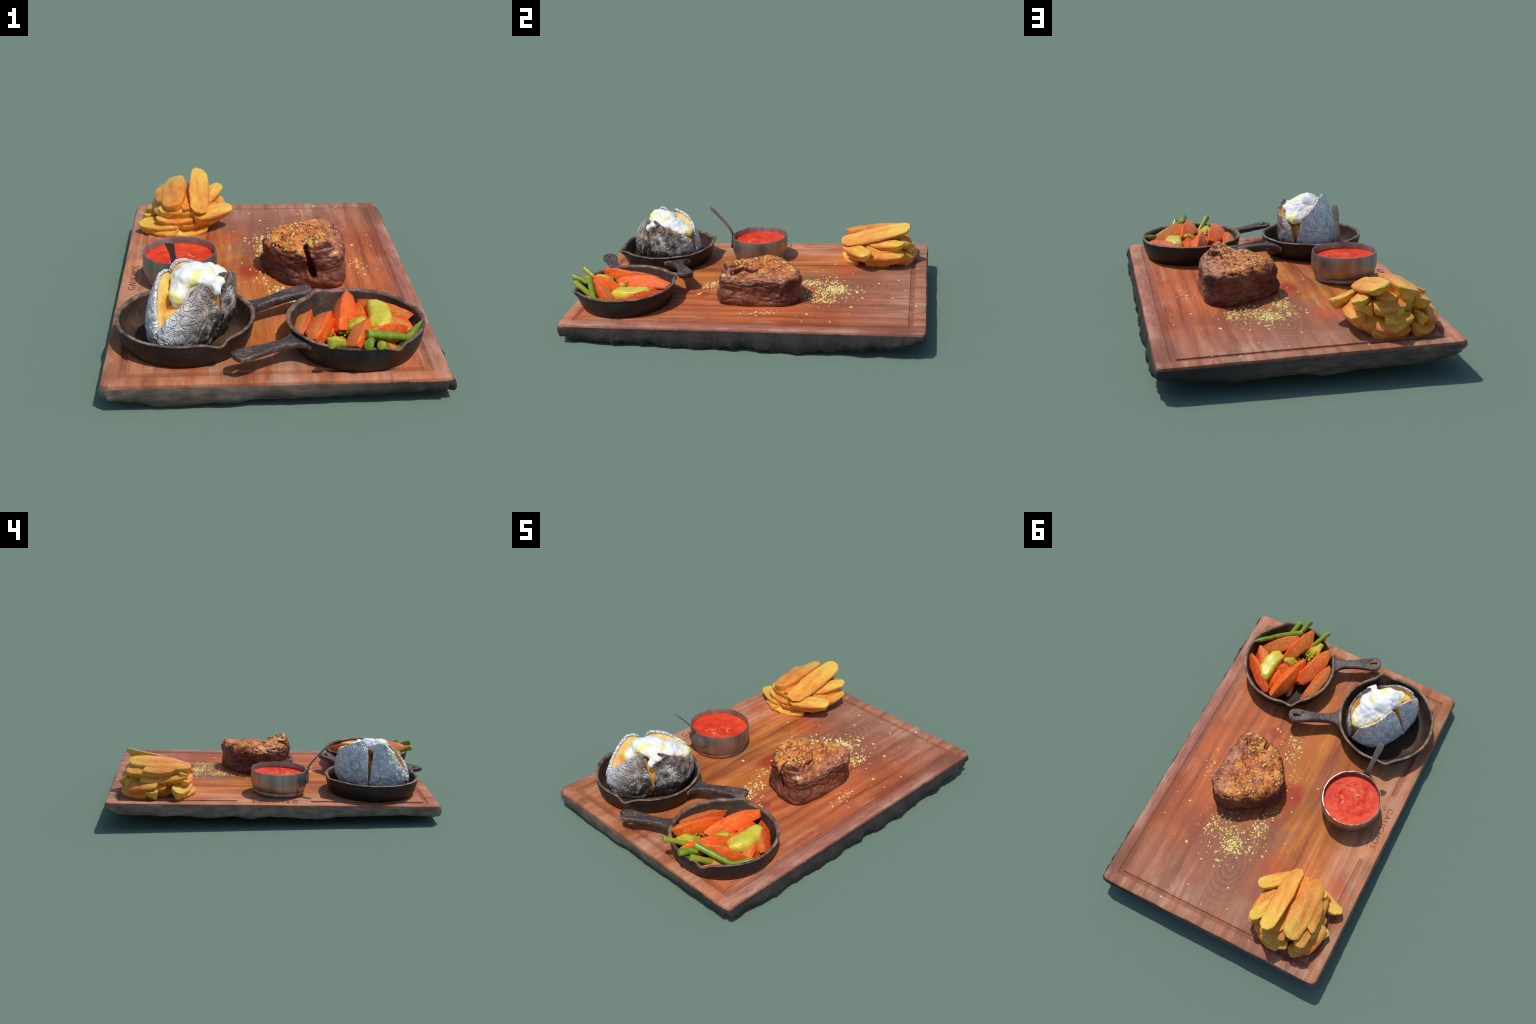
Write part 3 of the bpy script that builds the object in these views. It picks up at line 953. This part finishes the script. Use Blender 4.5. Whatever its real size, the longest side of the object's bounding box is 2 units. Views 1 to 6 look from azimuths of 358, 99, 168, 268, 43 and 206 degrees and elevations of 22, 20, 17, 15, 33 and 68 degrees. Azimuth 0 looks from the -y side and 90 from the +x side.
    f += [(ring[k], ring[(k + 1) % len(ring)], m + ring[(k + 1) % len(ring)], m + ring[k]) for k in range(len(ring))]
    make("pot_handle", v, f, LEVER, thing, True, 50)


# ------------------------------------------------------------------ steak
def build_steak():
    cx, cy = 0.165, 0.095
    zb = board_z(cx, cy)
    thing = empty("steak", (cx, cy, zb), "thick grilled beef fillet with deep slit, dusted with spices", "steak")
    dx, dy = 0.006, -0.008
    outline = [(0.318, -0.130), (0.345, -0.040), (0.358, 0.056), (0.357, 0.145), (0.352, 0.228), (0.300, 0.290), (0.232, 0.312), (0.120, 0.256), (0.022, 0.186), (-0.028, 0.125),
               (-0.012, 0.049), (0.036, -0.044), (0.080, -0.096), (0.152, -0.124), (0.235, -0.146)]
    outline = [(x + dx, y + dy) for x, y in outline]
    pol = [(math.degrees(math.atan2(y - cy, x - cx)) % 360, math.hypot(x - cx, y - cy)) for x, y in outline]
    levels = [(-0.012, 0.93), (0.0, 0.98), (0.02, 1.01), (0.045, 1.015), (0.068, 0.985), (0.085, 0.975), (0.105, 1.0), (0.130, 1.01), (0.144, 0.985), (0.158, 0.94), (0.168, 0.87),
              (0.173, 0.75), (0.175, 0.55), (0.176, 0.3), (0.176, 0.0)]
    n = 120
    v = []
    for k in range(n):
        a = TAU * k / n
        r = periodic(pol, a)
        west = max(0.0, -math.cos(a - 0.5))
        for z, s in levels:
            crease = 0.045 * west * math.exp(-((z - 0.072) / 0.010) ** 2)
            foot = 0.06 * max(0, -math.sin(a)) * smooth((0.06 - z) / 0.03) * smooth((math.cos(a) + 0.9) / 0.5)
            rr = r * (s - crease + foot)
            x, y = cx + rr * math.cos(a), cy + rr * math.sin(a)
            zz = zb + z
            if z > 0.12:
                k2 = smooth((z - 0.12) / 0.05)
                zz += k2 * (0.024 * math.exp(-((x - 0.13) ** 2 + (y - 0.10) ** 2) / 0.0075) + 0.006 * math.exp(-((x - 0.27) ** 2 + (y - 0.26) ** 2) / 0.003)
                            - 0.018 * math.exp(-((x - 0.30) ** 2 + (y - 0.02) ** 2) / 0.006) - 0.009 * smooth((0.13 - x) / 0.15)
                            - 0.030 * math.exp(-((x - 0.325) ** 2 + (y - 0.19) ** 2) / 0.0009))
            v.append((x, y, zz))
    f = grid_faces(n, len(levels), wrap_u=True)
    f.append(tuple(k * len(levels) for k in range(n)))
    body = (v, f)
    tilt = Matrix.Rotation(math.radians(-14), 3, "Y") @ Matrix.Rotation(math.radians(8), 3, "X")
    flap = ball((0.246, -0.088, 0.240), (0.080, 0.062, 0.104), tilt)
    lobe = ball((0.225, -0.062, 0.292), (0.058, 0.084, 0.040))
    corner = ball((0.275, 0.245, 0.266), (0.062, 0.055, 0.040))
    # the slit: a thin leaning wedge cut in from the near side
    sv, sf = [], []
    for yv, half in [(-0.30, 0.017), (-0.115, 0.014), (-0.080, 0.010), (-0.055, 0.003)]:
        for zv, xm in [(0.165, 0.205), (0.22, 0.190), (0.29, 0.170), (0.42, 0.135)]:
            sv.append((xm - half * 0.6, yv, zv))
            sv.append((xm + half * 1.1, yv, zv))
    for i in range(3):
        for j in range(3):
            a = (i * 4 + j) * 2
            b = ((i + 1) * 4 + j) * 2
            sf += [(a, a + 2, b + 2, b), (a + 1, b + 1, b + 3, a + 3)]
        a, b = i * 8, (i + 1) * 8
        sf += [(a, b, b + 1, a + 1), (a + 6, a + 7, b + 7, b + 6)]
    for i in (0, 3):
        for j in range(3):
            a = (i * 4 + j) * 2
            sf.append((a, a + 1, a + 3, a + 2))
    vv, nn, ff = fuse([body, flap, lobe, corner], 0.0048, 3, [(sv, sf)])
    # long fold running over the top from the notch, where the muscle parts
    fold = [(0.310, -0.075), (0.262, -0.020), (0.250, 0.050), (0.216, 0.100), (0.198, 0.165)]

    def fold_depth(p):
        best = 9.0
        for (x0, y0), (x1, y1) in zip(fold, fold[1:]):
            ex, ey = x1 - x0, y1 - y0
            t = max(0.0, min(1.0, ((p.x - x0) * ex + (p.y - y0) * ey) / (ex * ex + ey * ey)))
            best = min(best, math.hypot(p.x - x0 - t * ex, p.y - y0 - t * ey))
        best += 0.004 * noise.noise(p * 40)
        return 0.016 * math.exp(-(best / 0.007) ** 2)

    # rough seared surface: fibres, pits, folds
    out = []
    tops = []
    for p, q in zip(vv, nn):
        up = max(0, q.z)
        low = smooth((p.z - zb - 0.005) / 0.03)
        d = 0.013 * fbm((p.x * 10, p.y * 10, p.z * 13), 3) + 0.0022 * fbm((p.x * 48, p.y * 48, p.z * 40), 2)
        d += up * (0.0022 * fbm((p.x * 80, p.y * 80, 2), 2) - 0.007 * smooth(fbm((p.x * 24 + p.y * 10, p.y * 9, 5), 2) * 2.2))
        d -= (1 - up) * 0.008 * smooth(1 - abs(fbm((p.x * 8, p.y * 8, p.z * 26), 2)) * 5)
        w = p + q * (d - up * fold_depth(p)) * low
        out.append(w)
        if q.z > 0.7 and p.z > zb + 0.13:
            tops.append((w, q))
    make("seared_meat", out, ff, BEEF, thing)
    # coarse seasoning stuck to the top
    fv, fcs = [], []
    for _ in range(760):
        w, q = rnd.choice(tops)
        if rnd.random() < smooth((w.x - 0.20) / 0.1) * 0.6:
            continue
        s = lerp(0.0020, 0.0078, rnd.random() ** 2.4)
        a = Vector((rnd.gauss(0, 1), rnd.gauss(0, 1), rnd.gauss(0, 1))).cross(q).normalized()
        b = q.cross(a)
        l = rnd.uniform(0.9, 2.0)
        k = len(fv)
        for i in range(5):
            t = TAU * i / 5 + rnd.uniform(-0.3, 0.3)
            fv.append(w + (a * math.cos(t) * l + b * math.sin(t)) * s - q * 0.001)
        for i in range(5):
            fv.append((fv[k + i] - w) * 0.6 + w + q * s * 0.55)
        fcs += [tuple(k + i for i in (5, 6, 7, 8, 9)), tuple(k + i for i in (4, 3, 2, 1, 0))]
        fcs += [(k + i, k + (i + 1) % 5, k + 5 + (i + 1) % 5, k + 5 + i) for i in range(5)]
    o = make("seasoning", fv, fcs, STEAK_SPICE, thing, False)
    o["kind"] = "stuff"


# ------------------------------------------------------------------ baked potato
def build_potato():
    cx, cy = -0.335, -0.615
    zf = board_z(cx, cy) + 0.020
    thing = empty("baked_potato", (cx, cy, zf), "foil-wrapped baked potato cut open, topped with sour cream and butter", "baked potato")
    ground = [(29, .203), (43, .224), (62, .238), (82, .230), (105, .212), (127, .185), (150, .166), (167, .164), (190, .184), (208, .210), (222, .224), (240, .234), (261, .216), (289, .172), (315, .140),
              (335, .134), (349, .142), (8, .170)]
    C = Vector((cx, cy, 0))

    def at(deg, r, z):
        a = math.radians(deg)
        return Vector((cx + r * math.cos(a), cy + r * math.sin(a), z))

    # each quarter: upper edge as (degrees, radius, height) from slit to slit
    quarters = [
        [(237, .222, .245), (243, .215, .285), (258, .175, .335), (275, .135, .375), (291, .108, .398), (300, .112, .398), (309, .128, .365), (318, .140, .305), (325, .146, .245)],
        [(330, .148, .245), (334, .140, .320), (338, .132, .385), (343, .126, .415), (356, .142, .408), (12, .172, .388), (30, .205, .362), (45, .222, .343), (55, .228, .310), (61, .232, .225)],
        [(64, .232, .225), (67, .222, .300), (71, .208, .362), (84, .170, .388), (100, .128, .420), (120, .092, .434), (137, .080, .441), (150, .090, .418), (157, .115, .360), (161, .140, .290), (164, .152, .205)],
        [(166, .154, .205), (170, .132, .300), (175, .104, .375), (181, .084, .418), (192, .096, .434), (205, .132, .430), (214, .158, .395), (223, .185, .350), (231, .212, .290), (236, .222, .245)],
    ]
    foil_parts, flesh_parts = [], []
    for qi, q in enumerate(quarters):
        m = 46
        angs = []
        last = q[0][0]
        un = []
        for a, r, z in q:
            while a < last:
                a += 360
            last = a
            un.append((a, r, z))
        cols_f, cols_p = [], []
        for k in range(m + 1):
            t = k / m * (len(un) - 1)
            i = min(int(t), len(un) - 2)
            u = t - i
            T = [lerp(un[i][c], un[i + 1][c], u) for c in range(3)]
            deg = T[0]
            g = periodic(ground, math.radians(deg))
            # the base is spread over the full sector between slits
            B = at(deg, g * (0.76 + 0.12 * math.exp(-(((deg % 360) - 235) / 45) ** 2)), zf + 0.002)
            M = at(deg, g * 1.0, zf + 0.075)
            top = at(deg, T[1], T[2])
            M2 = at(deg, lerp(g, T[1], 0.35), lerp(zf + 0.09, T[2], 0.55))
            col = []
            ns = 22
            for j in range(ns + 1):
                s = j / ns
                # cubic through base, belly, shoulder, top edge
                p = B * (1 - s) ** 3 + (M + (M - B) * 0.25) * 3 * s * (1 - s) ** 2 + (M2 + (M2 - top) * 0.25) * 3 * s * s * (1 - s) + top * s ** 3
                col.append(p)
            cols_f.append(col)
            inner = []
            # inside wall of the quarter running down to the middle
            for j in range(1, 9):
                s = j / 8
                low = at(deg, T[1] * 0.12, 0)
                low.z = min(T[2] - 0.025, 0.352)
                side = min(k, m - k) / m
                p = top.lerp(low, s)
                p.z = lerp(top.z, low.z, min(1.0, s * 2.2))
                inner.append(p)
            cols_p.append(inner)
        nf = len(cols_f[0])
        # skin of potato and its cut inside
        pv, pf = [], []
        tot = nf + 8
        for a, b in zip(cols_f, cols_p):
            shrunk = []
            for j, p in enumerate(a):
                d = Vector((p.x - cx, p.y - cy, (p.z - zf - 0.1) * 0.4))
                shrunk.append(p - d.normalized() * (0.004 if j < nf - 1 else 0.0015))
            pv += shrunk + b
        pf = grid_faces(m + 1, tot)
        pf.append(tuple(range(tot)))
        pf.append(tuple(m * tot + j for j in range(tot)))
        flesh_parts.append((pv, pf))
        # foil: crumpled sheet over the outside, its edge folded a little over the rim
        fv = []
        for k, col in enumerate(cols_f):
            for j, p in enumerate(col):
                d = Vector((p.x - cx, p.y - cy, (p.z - zf - 0.1) * 0.5)).normalized()
                rid = abs(fbm((p.x * 24, p.y * 24, p.z * 22 + qi), 3))
                fine = fbm((p.x * 70, p.y * 70, p.z * 60), 2)
                low = smooth((0.29 - p.z) / 0.1)
                amp = 0.006 + 0.012 * low
                fade = 1 - 0.6 * smooth((j - nf + 4) / 3)
                fv.append(p + d * ((amp * (0.45 - rid) + 0.0012 * fine) * fade + 0.002))
            tip = col[-1]
            d = Vector((tip.x - cx, tip.y - cy, 0)).normalized()
            fv.append(tip - d * 0.006 + Vector((0, 0, 0.002 + 0.002 * noise.noise(tip * 60))))
            fv.append(tip - d * 0.012 + Vector((0, 0, -0.006)))
        foil_parts.append((fv, grid_faces(m + 1, nf + 2)))
    v, f = join(flesh_parts)
    make("potato_flesh", v, f, FLESH, thing, True, 40)
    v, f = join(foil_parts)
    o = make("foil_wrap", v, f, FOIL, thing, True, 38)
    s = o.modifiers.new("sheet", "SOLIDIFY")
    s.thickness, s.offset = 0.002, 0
    # loose foil ruffles at the foot
    # soft heart of the potato that closes the cross cut
    vv, nn, ff = fuse([ball((-0.335, -0.615, 0.225), (0.115, 0.155, 0.100), Matrix.Rotation(math.radians(-32), 3, "Z")),
                       ball((-0.395, -0.705, 0.230), (0.060, 0.078, 0.085)), ball((-0.420, -0.745, 0.235), (0.040, 0.050, 0.070)), ball((-0.30, -0.545, 0.29), (0.06, 0.08, 0.06)), ball((-0.26, -0.49, 0.26), (0.05, 0.06, 0.06)),
                       ball((-0.270, -0.655, 0.27), (0.04, 0.035, 0.07))], 0.007, 3)
    make("potato_heart", [p + q * 0.007 * fbm(p * 22, 3) for p, q in zip(vv, nn)], ff, FLESH, thing)
    blobs = [((-0.383, -0.705, 0.345), (0.034, 0.034, 0.045)), ((-0.365, -0.680, 0.375), (0.048, 0.040, 0.045)), ((-0.340, -0.650, 0.395), (0.070, 0.062, 0.046)), ((-0.345, -0.625, 0.410), (0.040, 0.040, 0.030)),
             ((-0.310, -0.605, 0.392), (0.074, 0.070, 0.042)), ((-0.285, -0.560, 0.378), (0.074, 0.070, 0.036)), ((-0.262, -0.515, 0.360), (0.066, 0.062, 0.030)), ((-0.242, -0.470, 0.344), (0.052, 0.050, 0.024)),
             ((-0.245, -0.655, 0.382), (0.045, 0.030, 0.030)), ((-0.235, -0.690, 0.360), (0.024, 0.022, 0.026)), ((-0.235, -0.590, 0.378), (0.045, 0.055, 0.022)), ((-0.350, -0.590, 0.405), (0.040, 0.035, 0.026))]
    vv, nn, ff = fuse([ball(c, (r[0] * 1.08, r[1] * 1.08, r[2])) for c, r in blobs], 0.0055, 20)
    make("sour_cream", [p + q * (0.013 * fbm(p * 17, 3)) for p, q in zip(vv, nn)], ff, CREAM, thing)


# ------------------------------------------------------------------ wedge shaped pieces
def wedge_mesh(name, kind, seed, mat, nx=36, nt=40):
    """unit wedge, x along its length, z towards the cut face; several variants are shared by all pieces"""
    r2 = random.Random(seed)
    v = []
    blunt = 0.62 if kind == "chip" else 0.50

    def edge(full, tip):
        k = r2.uniform(-0.3, 0.3)
        return [(-1, tip * r2.uniform(0.5, 1.7)), (-0.88, full * blunt * r2.uniform(0.75, 1.2)), (-0.5 + k * 0.3, full * r2.uniform(0.82, 0.98)), (k, full),
                (0.5 + k * 0.3, full * r2.uniform(0.78, 0.98)), (0.88, full * blunt * r2.uniform(0.75, 1.2)), (1, tip * r2.uniform(0.5, 1.7))]

    # one side of a wedge bulges, the other is cut nearly straight
    tip0 = 0.24 if kind == "chip" else 0.12
    lft, rgt = edge(r2.uniform(0.95, 1.15), tip0), edge(r2.uniform(0.75, 0.95), tip0)
    dep = edge(1.0, 0.22 if kind == "chip" else 0.10)
    sag = r2.uniform(-0.10, 0.18) if kind == "chip" else -r2.uniform(0.28, 0.42)
    apex = r2.uniform(-0.35, 0.35)
    if kind == "chip":
        # flat cut face above, two slanting sides and a rounded skin below
        corners = [(-1.0, -0.12), (-0.93, 0.04), (-0.5, 0.10), (0.5, 0.10), (0.93, 0.04), (1.0, -0.12), (0.80, -0.45), (apex + 0.35, -0.92), (apex - 0.35, -0.92), (-0.80, -0.45)]
    else:
        # ridge where two cut faces meet, rounded skin below
        corners = [(apex * 0.4 - 0.10, -0.01), (apex * 0.4 + 0.10, -0.01), (0.55, -0.36), (0.96, -0.74), (0.95, -0.90), (0.5, -1.0), (-0.5, -1.0), (-0.95, -0.90), (-0.96, -0.74), (-0.55, -0.36)]
    section = []
    per = len(corners)
    for j in range(nt):
        t = j / nt * per
        a, b = corners[int(t)], corners[(int(t) + 1) % per]
        u = t - int(t)
        section.append((lerp(a[0], b[0], u), lerp(a[1], b[1], u)))
    for _ in range(1):
        section = [tuple((section[j - 1][c] + 2 * section[j][c] + section[(j + 1) % nt][c]) / 4 for c in (0, 1)) for j in range(nt)]
    for i in range(nx + 1):
        s = -math.cos(math.pi * i / nx)
        left, right = table(lft, s), table(rgt, s)
        deep = table(dep, s)
        for j in range(nt):
            y, z = section[j]
            y = y * (right if y > 0 else left)
            z = z * deep
            q = Vector((s * 1.3 + seed * 3.7, y * 1.2, z * 1.2))
            d = 0.09 * fbm(q, 3) * (right + left) * 0.5
            v.append((s + 0.05 * noise.noise(q * 1.3), y + d, z + 0.8 * d + sag * (s * s - 1) + 0.06 * noise.noise(Vector((s * 1.4, seed * 5.1, y))) * deep))
    f = grid_faces(nx + 1, nt, wrap_v=True)
    f += [tuple(range(nt)), tuple(range(nx * nt, (nx + 1) * nt))]
    me = bpy.data.meshes.new(name)
    me.from_pydata(v, [], f)
    bm = bmesh.new()
    bm.from_mesh(me)
    bmesh.ops.recalc_face_normals(bm, faces=bm.faces)
    bm.to_mesh(me)
    bm.free()
    me.shade_smooth()
    me.set_sharp_from_angle(angle=math.radians(48))
    me.materials.append(mat)
    return me


def place_wedge(name, me, a, b, width, thick, normal, label, category):
    a, b, nrm = Vector(a), Vector(b), Vector(normal)
    x = (a - b)
    z = (nrm - x.normalized() * nrm.dot(x.normalized())).normalized()
    y = z.cross(x.normalized())
    m = Matrix((x / 2, y * width / 2, z * thick * (1.2 if name == "potato_wedge" else 1.0))).transposed().to_4x4()
    m.translation = (a + b) / 2
    o = bpy.data.objects.new(name, me)
    o.matrix_world = m
    o["label"], o["category"] = label, category
    COL.objects.link(o)
    return o


def build_chips():
    variants = [wedge_mesh("potato_wedge", "chip", 20 + i, CHIP) for i in range(6)]
    up = (0, 0, 1)
    W = [  # end, other end, width, depth, direction of the cut face
        ((-.325, .880, .400), (-.327, .478, .290), .125, .045, (.42, -.15, .85)),
        ((-.462, .858, .362), (-.462, .495, .318), .160, .090, (-.30, 0, .93)),
        ((-.370, .84, .325), (-.378, .50, .298), .120, .08, (.1, 0, 1)),
        ((-.635, .572, .208), (-.42, .500, .215), .110, .070, (-.10, -.35, .85)),
        ((-.57, .560, .185), (-.44, .475, .182), .100, .070, (-.2, -.3, .9)),
        ((-.46, .490, .182), (-.28, .560, .180), .100, .070, (.15, -.3, .9)),
        ((-.162, .648, .266), (-.35, .500, .264), .100, .060, (.2, -.25, .9)),
        ((-.225, .850, .255), (-.235, .610, .235), .100, .070, (.40, 0, .9)),
        ((-.218, .845, .320), (-.33, .62, .290), .09, .05, (.3, .1, .9)),
        ((-.625, .712, .205), (-.47, .730, .225), .100, .065, (-.3, 0, .9)),
        ((-.510, .885, .250), (-.570, .640, .225), .100, .060, (-.4, .1, .85)),
        ((-.420, .915, .228), (-.225, .800, .250), .120, .075, (.15, .35, .9)),
        ((-.400, .885, .288), (-.400, .640, .275), .080, .070, (0, .1, 1)),
        ((-.520, .870, .318), (-.500, .600, .300), .120, .060, (-.35, .1, .9)),
        ((-.480, .900, .195), (-.590, .750, .190), .110, .070, (-.3, .4, .85)),
        ((-.555, .790, .270), (-.525, .530, .276), .095, .060, (-.45, 0, .85)),
        ((-.530, .545, .292), (-.330, .520, .288), .090, .060, (0, -.25, .95)),
        ((-.540, .540, .250), (-.350, .505, .248), .100, .060, (0, -.3, .95)),
        ((-.420, .500, .222), (-.250, .610, .222), .095, .065, (.2, -.3, .9)),
        ((-.270, .780, .195), (-.265, .620, .195), .090, .070, (.5, 0, .85)),
        ((-.28, .865, .205), (-.45, .870, .200), .110, .070, (0, .35, .9)),
        ((-.545, .77, .325), (-.52, .59, .315), .08, .05, (-.45, 0, .85)),
        ((-.26, .84, .292), (-.28, .63, .275), .10, .06, (.4, .1, .85)),
        ((-.33, .895, .262), (-.46, .885, .255), .09, .06, (0, .4, .9)),
        ((-.29, .870, .300), (-.43, .850, .305), .09, .06, (.1, .3, .9)),
        ((-.585, .690, .245), (-.555, .870, .225), .09, .06, (-.4, .1, .9)),
    ]
    # buried pieces that fill the middle of the stack
    for k in range(10):
        a = k * 0.9
        c = Vector((-.405, .69, .195 + 0.012 * k))
        d = Vector((math.cos(a) * 0.130, math.sin(a) * 0.16, 0))
        W.append((tuple(c + d), tuple(c - d), .20, .08, up))
    for k, (a, b, w, t, nrm) in enumerate(W):
        place_wedge("potato_wedge", variants[k % 6], a, b, w, t, nrm, "golden fried potato wedge with browned edges", "potato wedge")


# ------------------------------------------------------------------ vegetables
def build_vegetables():
    var = [wedge_mesh("carrot_wedge", "carrot", 40 + i, CARROT) for i in range(5)]
    W = [  # end, other end, width, depth, direction of the ridge
        ((.246, -.755, .205), (.316, -.425, .222), .110, .085, (-.20, .05, 1)),
        ((.142, -.872, .221), (.228, -.590, .205), .110, .085, (.35, -.1, .9)),
        ((.098, -.785, .200), (.162, -.505, .176), .090, .060, (.3, 0, .95)),
        ((.560, -.640, .205), (.355, -.455, .188), .100, .060, (-.15, -.2, .95)),
        ((.346, -.862, .240), (.525, -.718, .185), .100, .080, (.2, -.25, .95)),
        ((.290, -.945, .230), (.370, -.690, .212), .100, .080, (.15, -.1, 1)),
        ((.360, -.625, .195), (.345, -.485, .180), .080, .060, (0, 0, 1)),
        ((.545, -.725, .185), (.470, -.600, .180), .100, .055, (.2, 0, .95)),
        ((.262, -.600, .165), (.245, -.495, .155), .050, .040, (0, 0, 1)),
        ((.40, -.67, .180), (.31, -.79, .175), .100, .050, (0, 0, 1)),
        ((.48, -.51, .175), (.37, -.57, .175), .090, .050, (0, 0, 1)),
        ((.18, -.74, .165), (.28, -.66, .165), .080, .040, (0, 0, 1)),
    ]
    W += [((.45, -.80, .175), (.37, -.90, .170), .09, .05, (0, 0, 1)), ((.20, -.60, .178), (.27, -.72, .178), .09, .06, (0, 0, 1)), ((.52, -.62, .178), (.44, -.50, .172), .08, .05, (0, 0, 1)),
          ((.30, -.88, .178), (.20, -.82, .172), .08, .05, (0, 0, 1)), ((.30, -.72, .182), (.38, -.60, .178), .10, .06, (0, 0, 1))]
    W = [((a[0], a[1], a[2] + 0.007), (b[0], b[1], b[2] + 0.009), w, t + 0.006, nrm) for a, b, w, t, nrm in W]
    for k, (a, b, w, t, nrm) in enumerate(W):
        place_wedge("carrot_wedge", var[k % 5], a, b, w, t, nrm, "roasted orange carrot wedge flecked with seasoning", "carrot")

    def loose(name, v, f, mat, label, cat):
        c = sum((Vector(x) for x in v), Vector()) / len(v)
        me = bpy.data.meshes.new(name)
        me.from_pydata([tuple(Vector(x) - c) for x in v], [], f)
        bm = bmesh.new()
        bm.from_mesh(me)
        bmesh.ops.recalc_face_normals(bm, faces=bm.faces)
        bm.to_mesh(me)
        bm.free()
        me.shade_smooth()
        me.set_sharp_from_angle(angle=math.radians(50))
        me.materials.append(mat)
        o = bpy.data.objects.new(name, me)
        o.location = c
        o["label"], o["category"] = label, cat
        COL.objects.link(o)
        return o

    # courgette chunk: thick half-moon slice lying skin up
    corners = [(.458, -.712), (.418, -.742), (.368, -.716), (.380, -.618), (.388, -.508), (.434, -.514), (.476, -.575), (.474, -.655)]
    parts = []
    for z, sc in [(.150, .86), (.185, .98), (.211, 1.0), (.230, .76)]:
        parts.append([(lerp(.424, x, sc), lerp(-.622, y, sc), z + 0.06 * (y + .62)) for x, y in corners])
    v = [p for ring in parts for p in ring]
    f = grid_faces(len(parts), len(corners), wrap_v=True) + [tuple(range(len(corners))), tuple(range(len(v) - len(corners), len(v)))]
    t = temp_object(v, f)
    bv = t.modifiers.new("round", "BEVEL")
    bv.width, bv.segments, bv.limit_method, bv.angle_limit = 0.010, 3, "ANGLE", math.radians(24)
    sb = t.modifiers.new("fine", "SUBSURF")
    sb.levels, sb.subdivision_type = 2, "SIMPLE"
    v, nn, f = read_back(t)
    loose("courgette_chunk", [p + q * 0.003 * fbm(p * 26, 2) for p, q in zip(v, nn)], f, COURGETTE, "thick yellow-green roasted courgette chunk", "courgette")

    for pts, rad in [
        ([(.192, -.966, .248), (.222, -.915, .222), (.255, -.865, .192)], [.0165, .0135, .0125]),
        ([(.328, -.984, .251), (.340, -.940, .240), (.352, -.895, .222)], [.0185, .0165, .0155]),
        ([(.380, -.956, .235), (.400, -.905, .205), (.420, -.850, .170)], [.0175, .0165, .0155]),
        ([(.336, -.888, .250), (.420, -.850, .222), (.500, -.810, .190), (.530, -.785, .172)], [.018, .0165, .0145, .008]),
        ([(.495, -.815, .180), (.545, -.765, .200), (.582, -.718, .216)], [.014, .0145, .005]),
        ([(.40, -.880, .165), (.47, -.82, .150), (.53, -.74, .150)], [.014, .014, .010]),
    ]:
        rad = [rad[0] * 0.72] + rad
        p0, p1 = Vector(pts[0]), Vector(pts[1])
        pts = [tuple(p0)] + [tuple(p0.lerp(p1, 0.06))] + pts[1:]
        v, f = tube(pts, rad)
        loose("green_bean", v, f, BEAN, "glossy green bean with a rounded cut end", "green bean")

    # broccoli: branching stalk with crumbly buds
    for root, heads in [((.205, -.880, .205), [(.225, -.800, .186), (.250, -.790, .180), (.195, -.800, .184), (.275, -.805, .172), (.235, -.770, .172)]),
                        ((.345, -.690, .212), [(.300, -.715, .192), (.285, -.690, .186), (.310, -.680, .195), (.305, -.740, .182), (.275, -.725, .176)])]:
        c = Vector(root)
        head = empty("broccoli_floret", c, "small roasted yellow-green broccoli floret", "broccoli")
        tubes, buds = [], []
        for hd in heads:
            mid = c.lerp(Vector(hd), 0.5) + Vector((0, 0, 0.010))
            tubes.append(tube([tuple(c), tuple(mid), hd], [.017, .012, .010], 10))
            for _ in range(16):
                q = Vector(hd) + Vector((rnd.gauss(0, .014), rnd.gauss(0, .014), rnd.gauss(0, .006)))
                buds.append(ball(q, [rnd.uniform(.004, .0085)] * 3, None, 1))
        v, f = join(tubes + [ball(c, (.020, .020, .017), None, 2)])
        make("broccoli_stalk", v, f, STALK, head)
        v, f = join(buds)
        make("broccoli_bud", v, f, BUD, head)["kind"] = "stuff"


# ------------------------------------------------------------------ assemble
board = build_board()
crumbs = [(.100, .480, .042, .040, 260), (.095, .500, .02, .02, 70), (.255, .420, .030, .050, 110), (.005, .320, .025, .028, 130), (.075, .410, .075, .045, 140), (.083, -.260, .035, .03, 70), (.030, -.185, .03, .045, 80),
          (-.025, -.026, .018, .05, 50), (.440, .097, .018, .045, 55), (.13, .45, .14, .10, 110), (0.0, 0.0, .22, .35, 30), (.3, .6, .2, .25, 22), (-.03, .25, .02, .06, 35), (-.4, -.93, .05, .01, 4)]


def on_board(x, y):
    if not (-0.62 < x < 0.62 and -0.95 < y < 0.95):
        return None
    if math.hypot(x - .32, y + .68) < .27 or math.hypot(x + .363, y + .609) < .275 or math.hypot(x + .402, y + .037) < .17:
        return None
    if (x + .39) ** 2 / .05 + (y - .68) ** 2 / .06 < 1:
        return None
    return board_z(x, y)


scatter_flakes("scattered_spice", crumbs, SPICE, board, 1.0, (0.0018, 0.0075), on_board)
large = [(.305, .935, 0, 0, 1), (-.06, .83, 0, 0, 1), (.35, .15, .2, .4, 6), (.13, .58, .03, .03, 5), (.19, -.285, .01, .01, 2), (.28, .45, .02, .04, 3)]
scatter_flakes("scattered_corn_flake", large, SPICE, board, 1.0, (0.007, 0.010), on_board)
build_skillet((.320, -.681), .277, .2255, (-.176, -.943, .208), [(.451, -.953, .218), (.176, -.413, .230)], .207, 0.033, "round cast iron skillet holding roasted vegetables")
build_skillet((-.363, -.609), .284, .2260, (.166, -.366, .234), [(-.483, -.328, .231), (-.216, -.891, .221)], .212, 0.045, "round cast iron skillet holding a baked potato")
build_pot()
build_steak()
build_potato()
build_chips()
build_vegetables()
for m in list(bpy.data.meshes):
    if m.users == 0:
        bpy.data.meshes.remove(m)
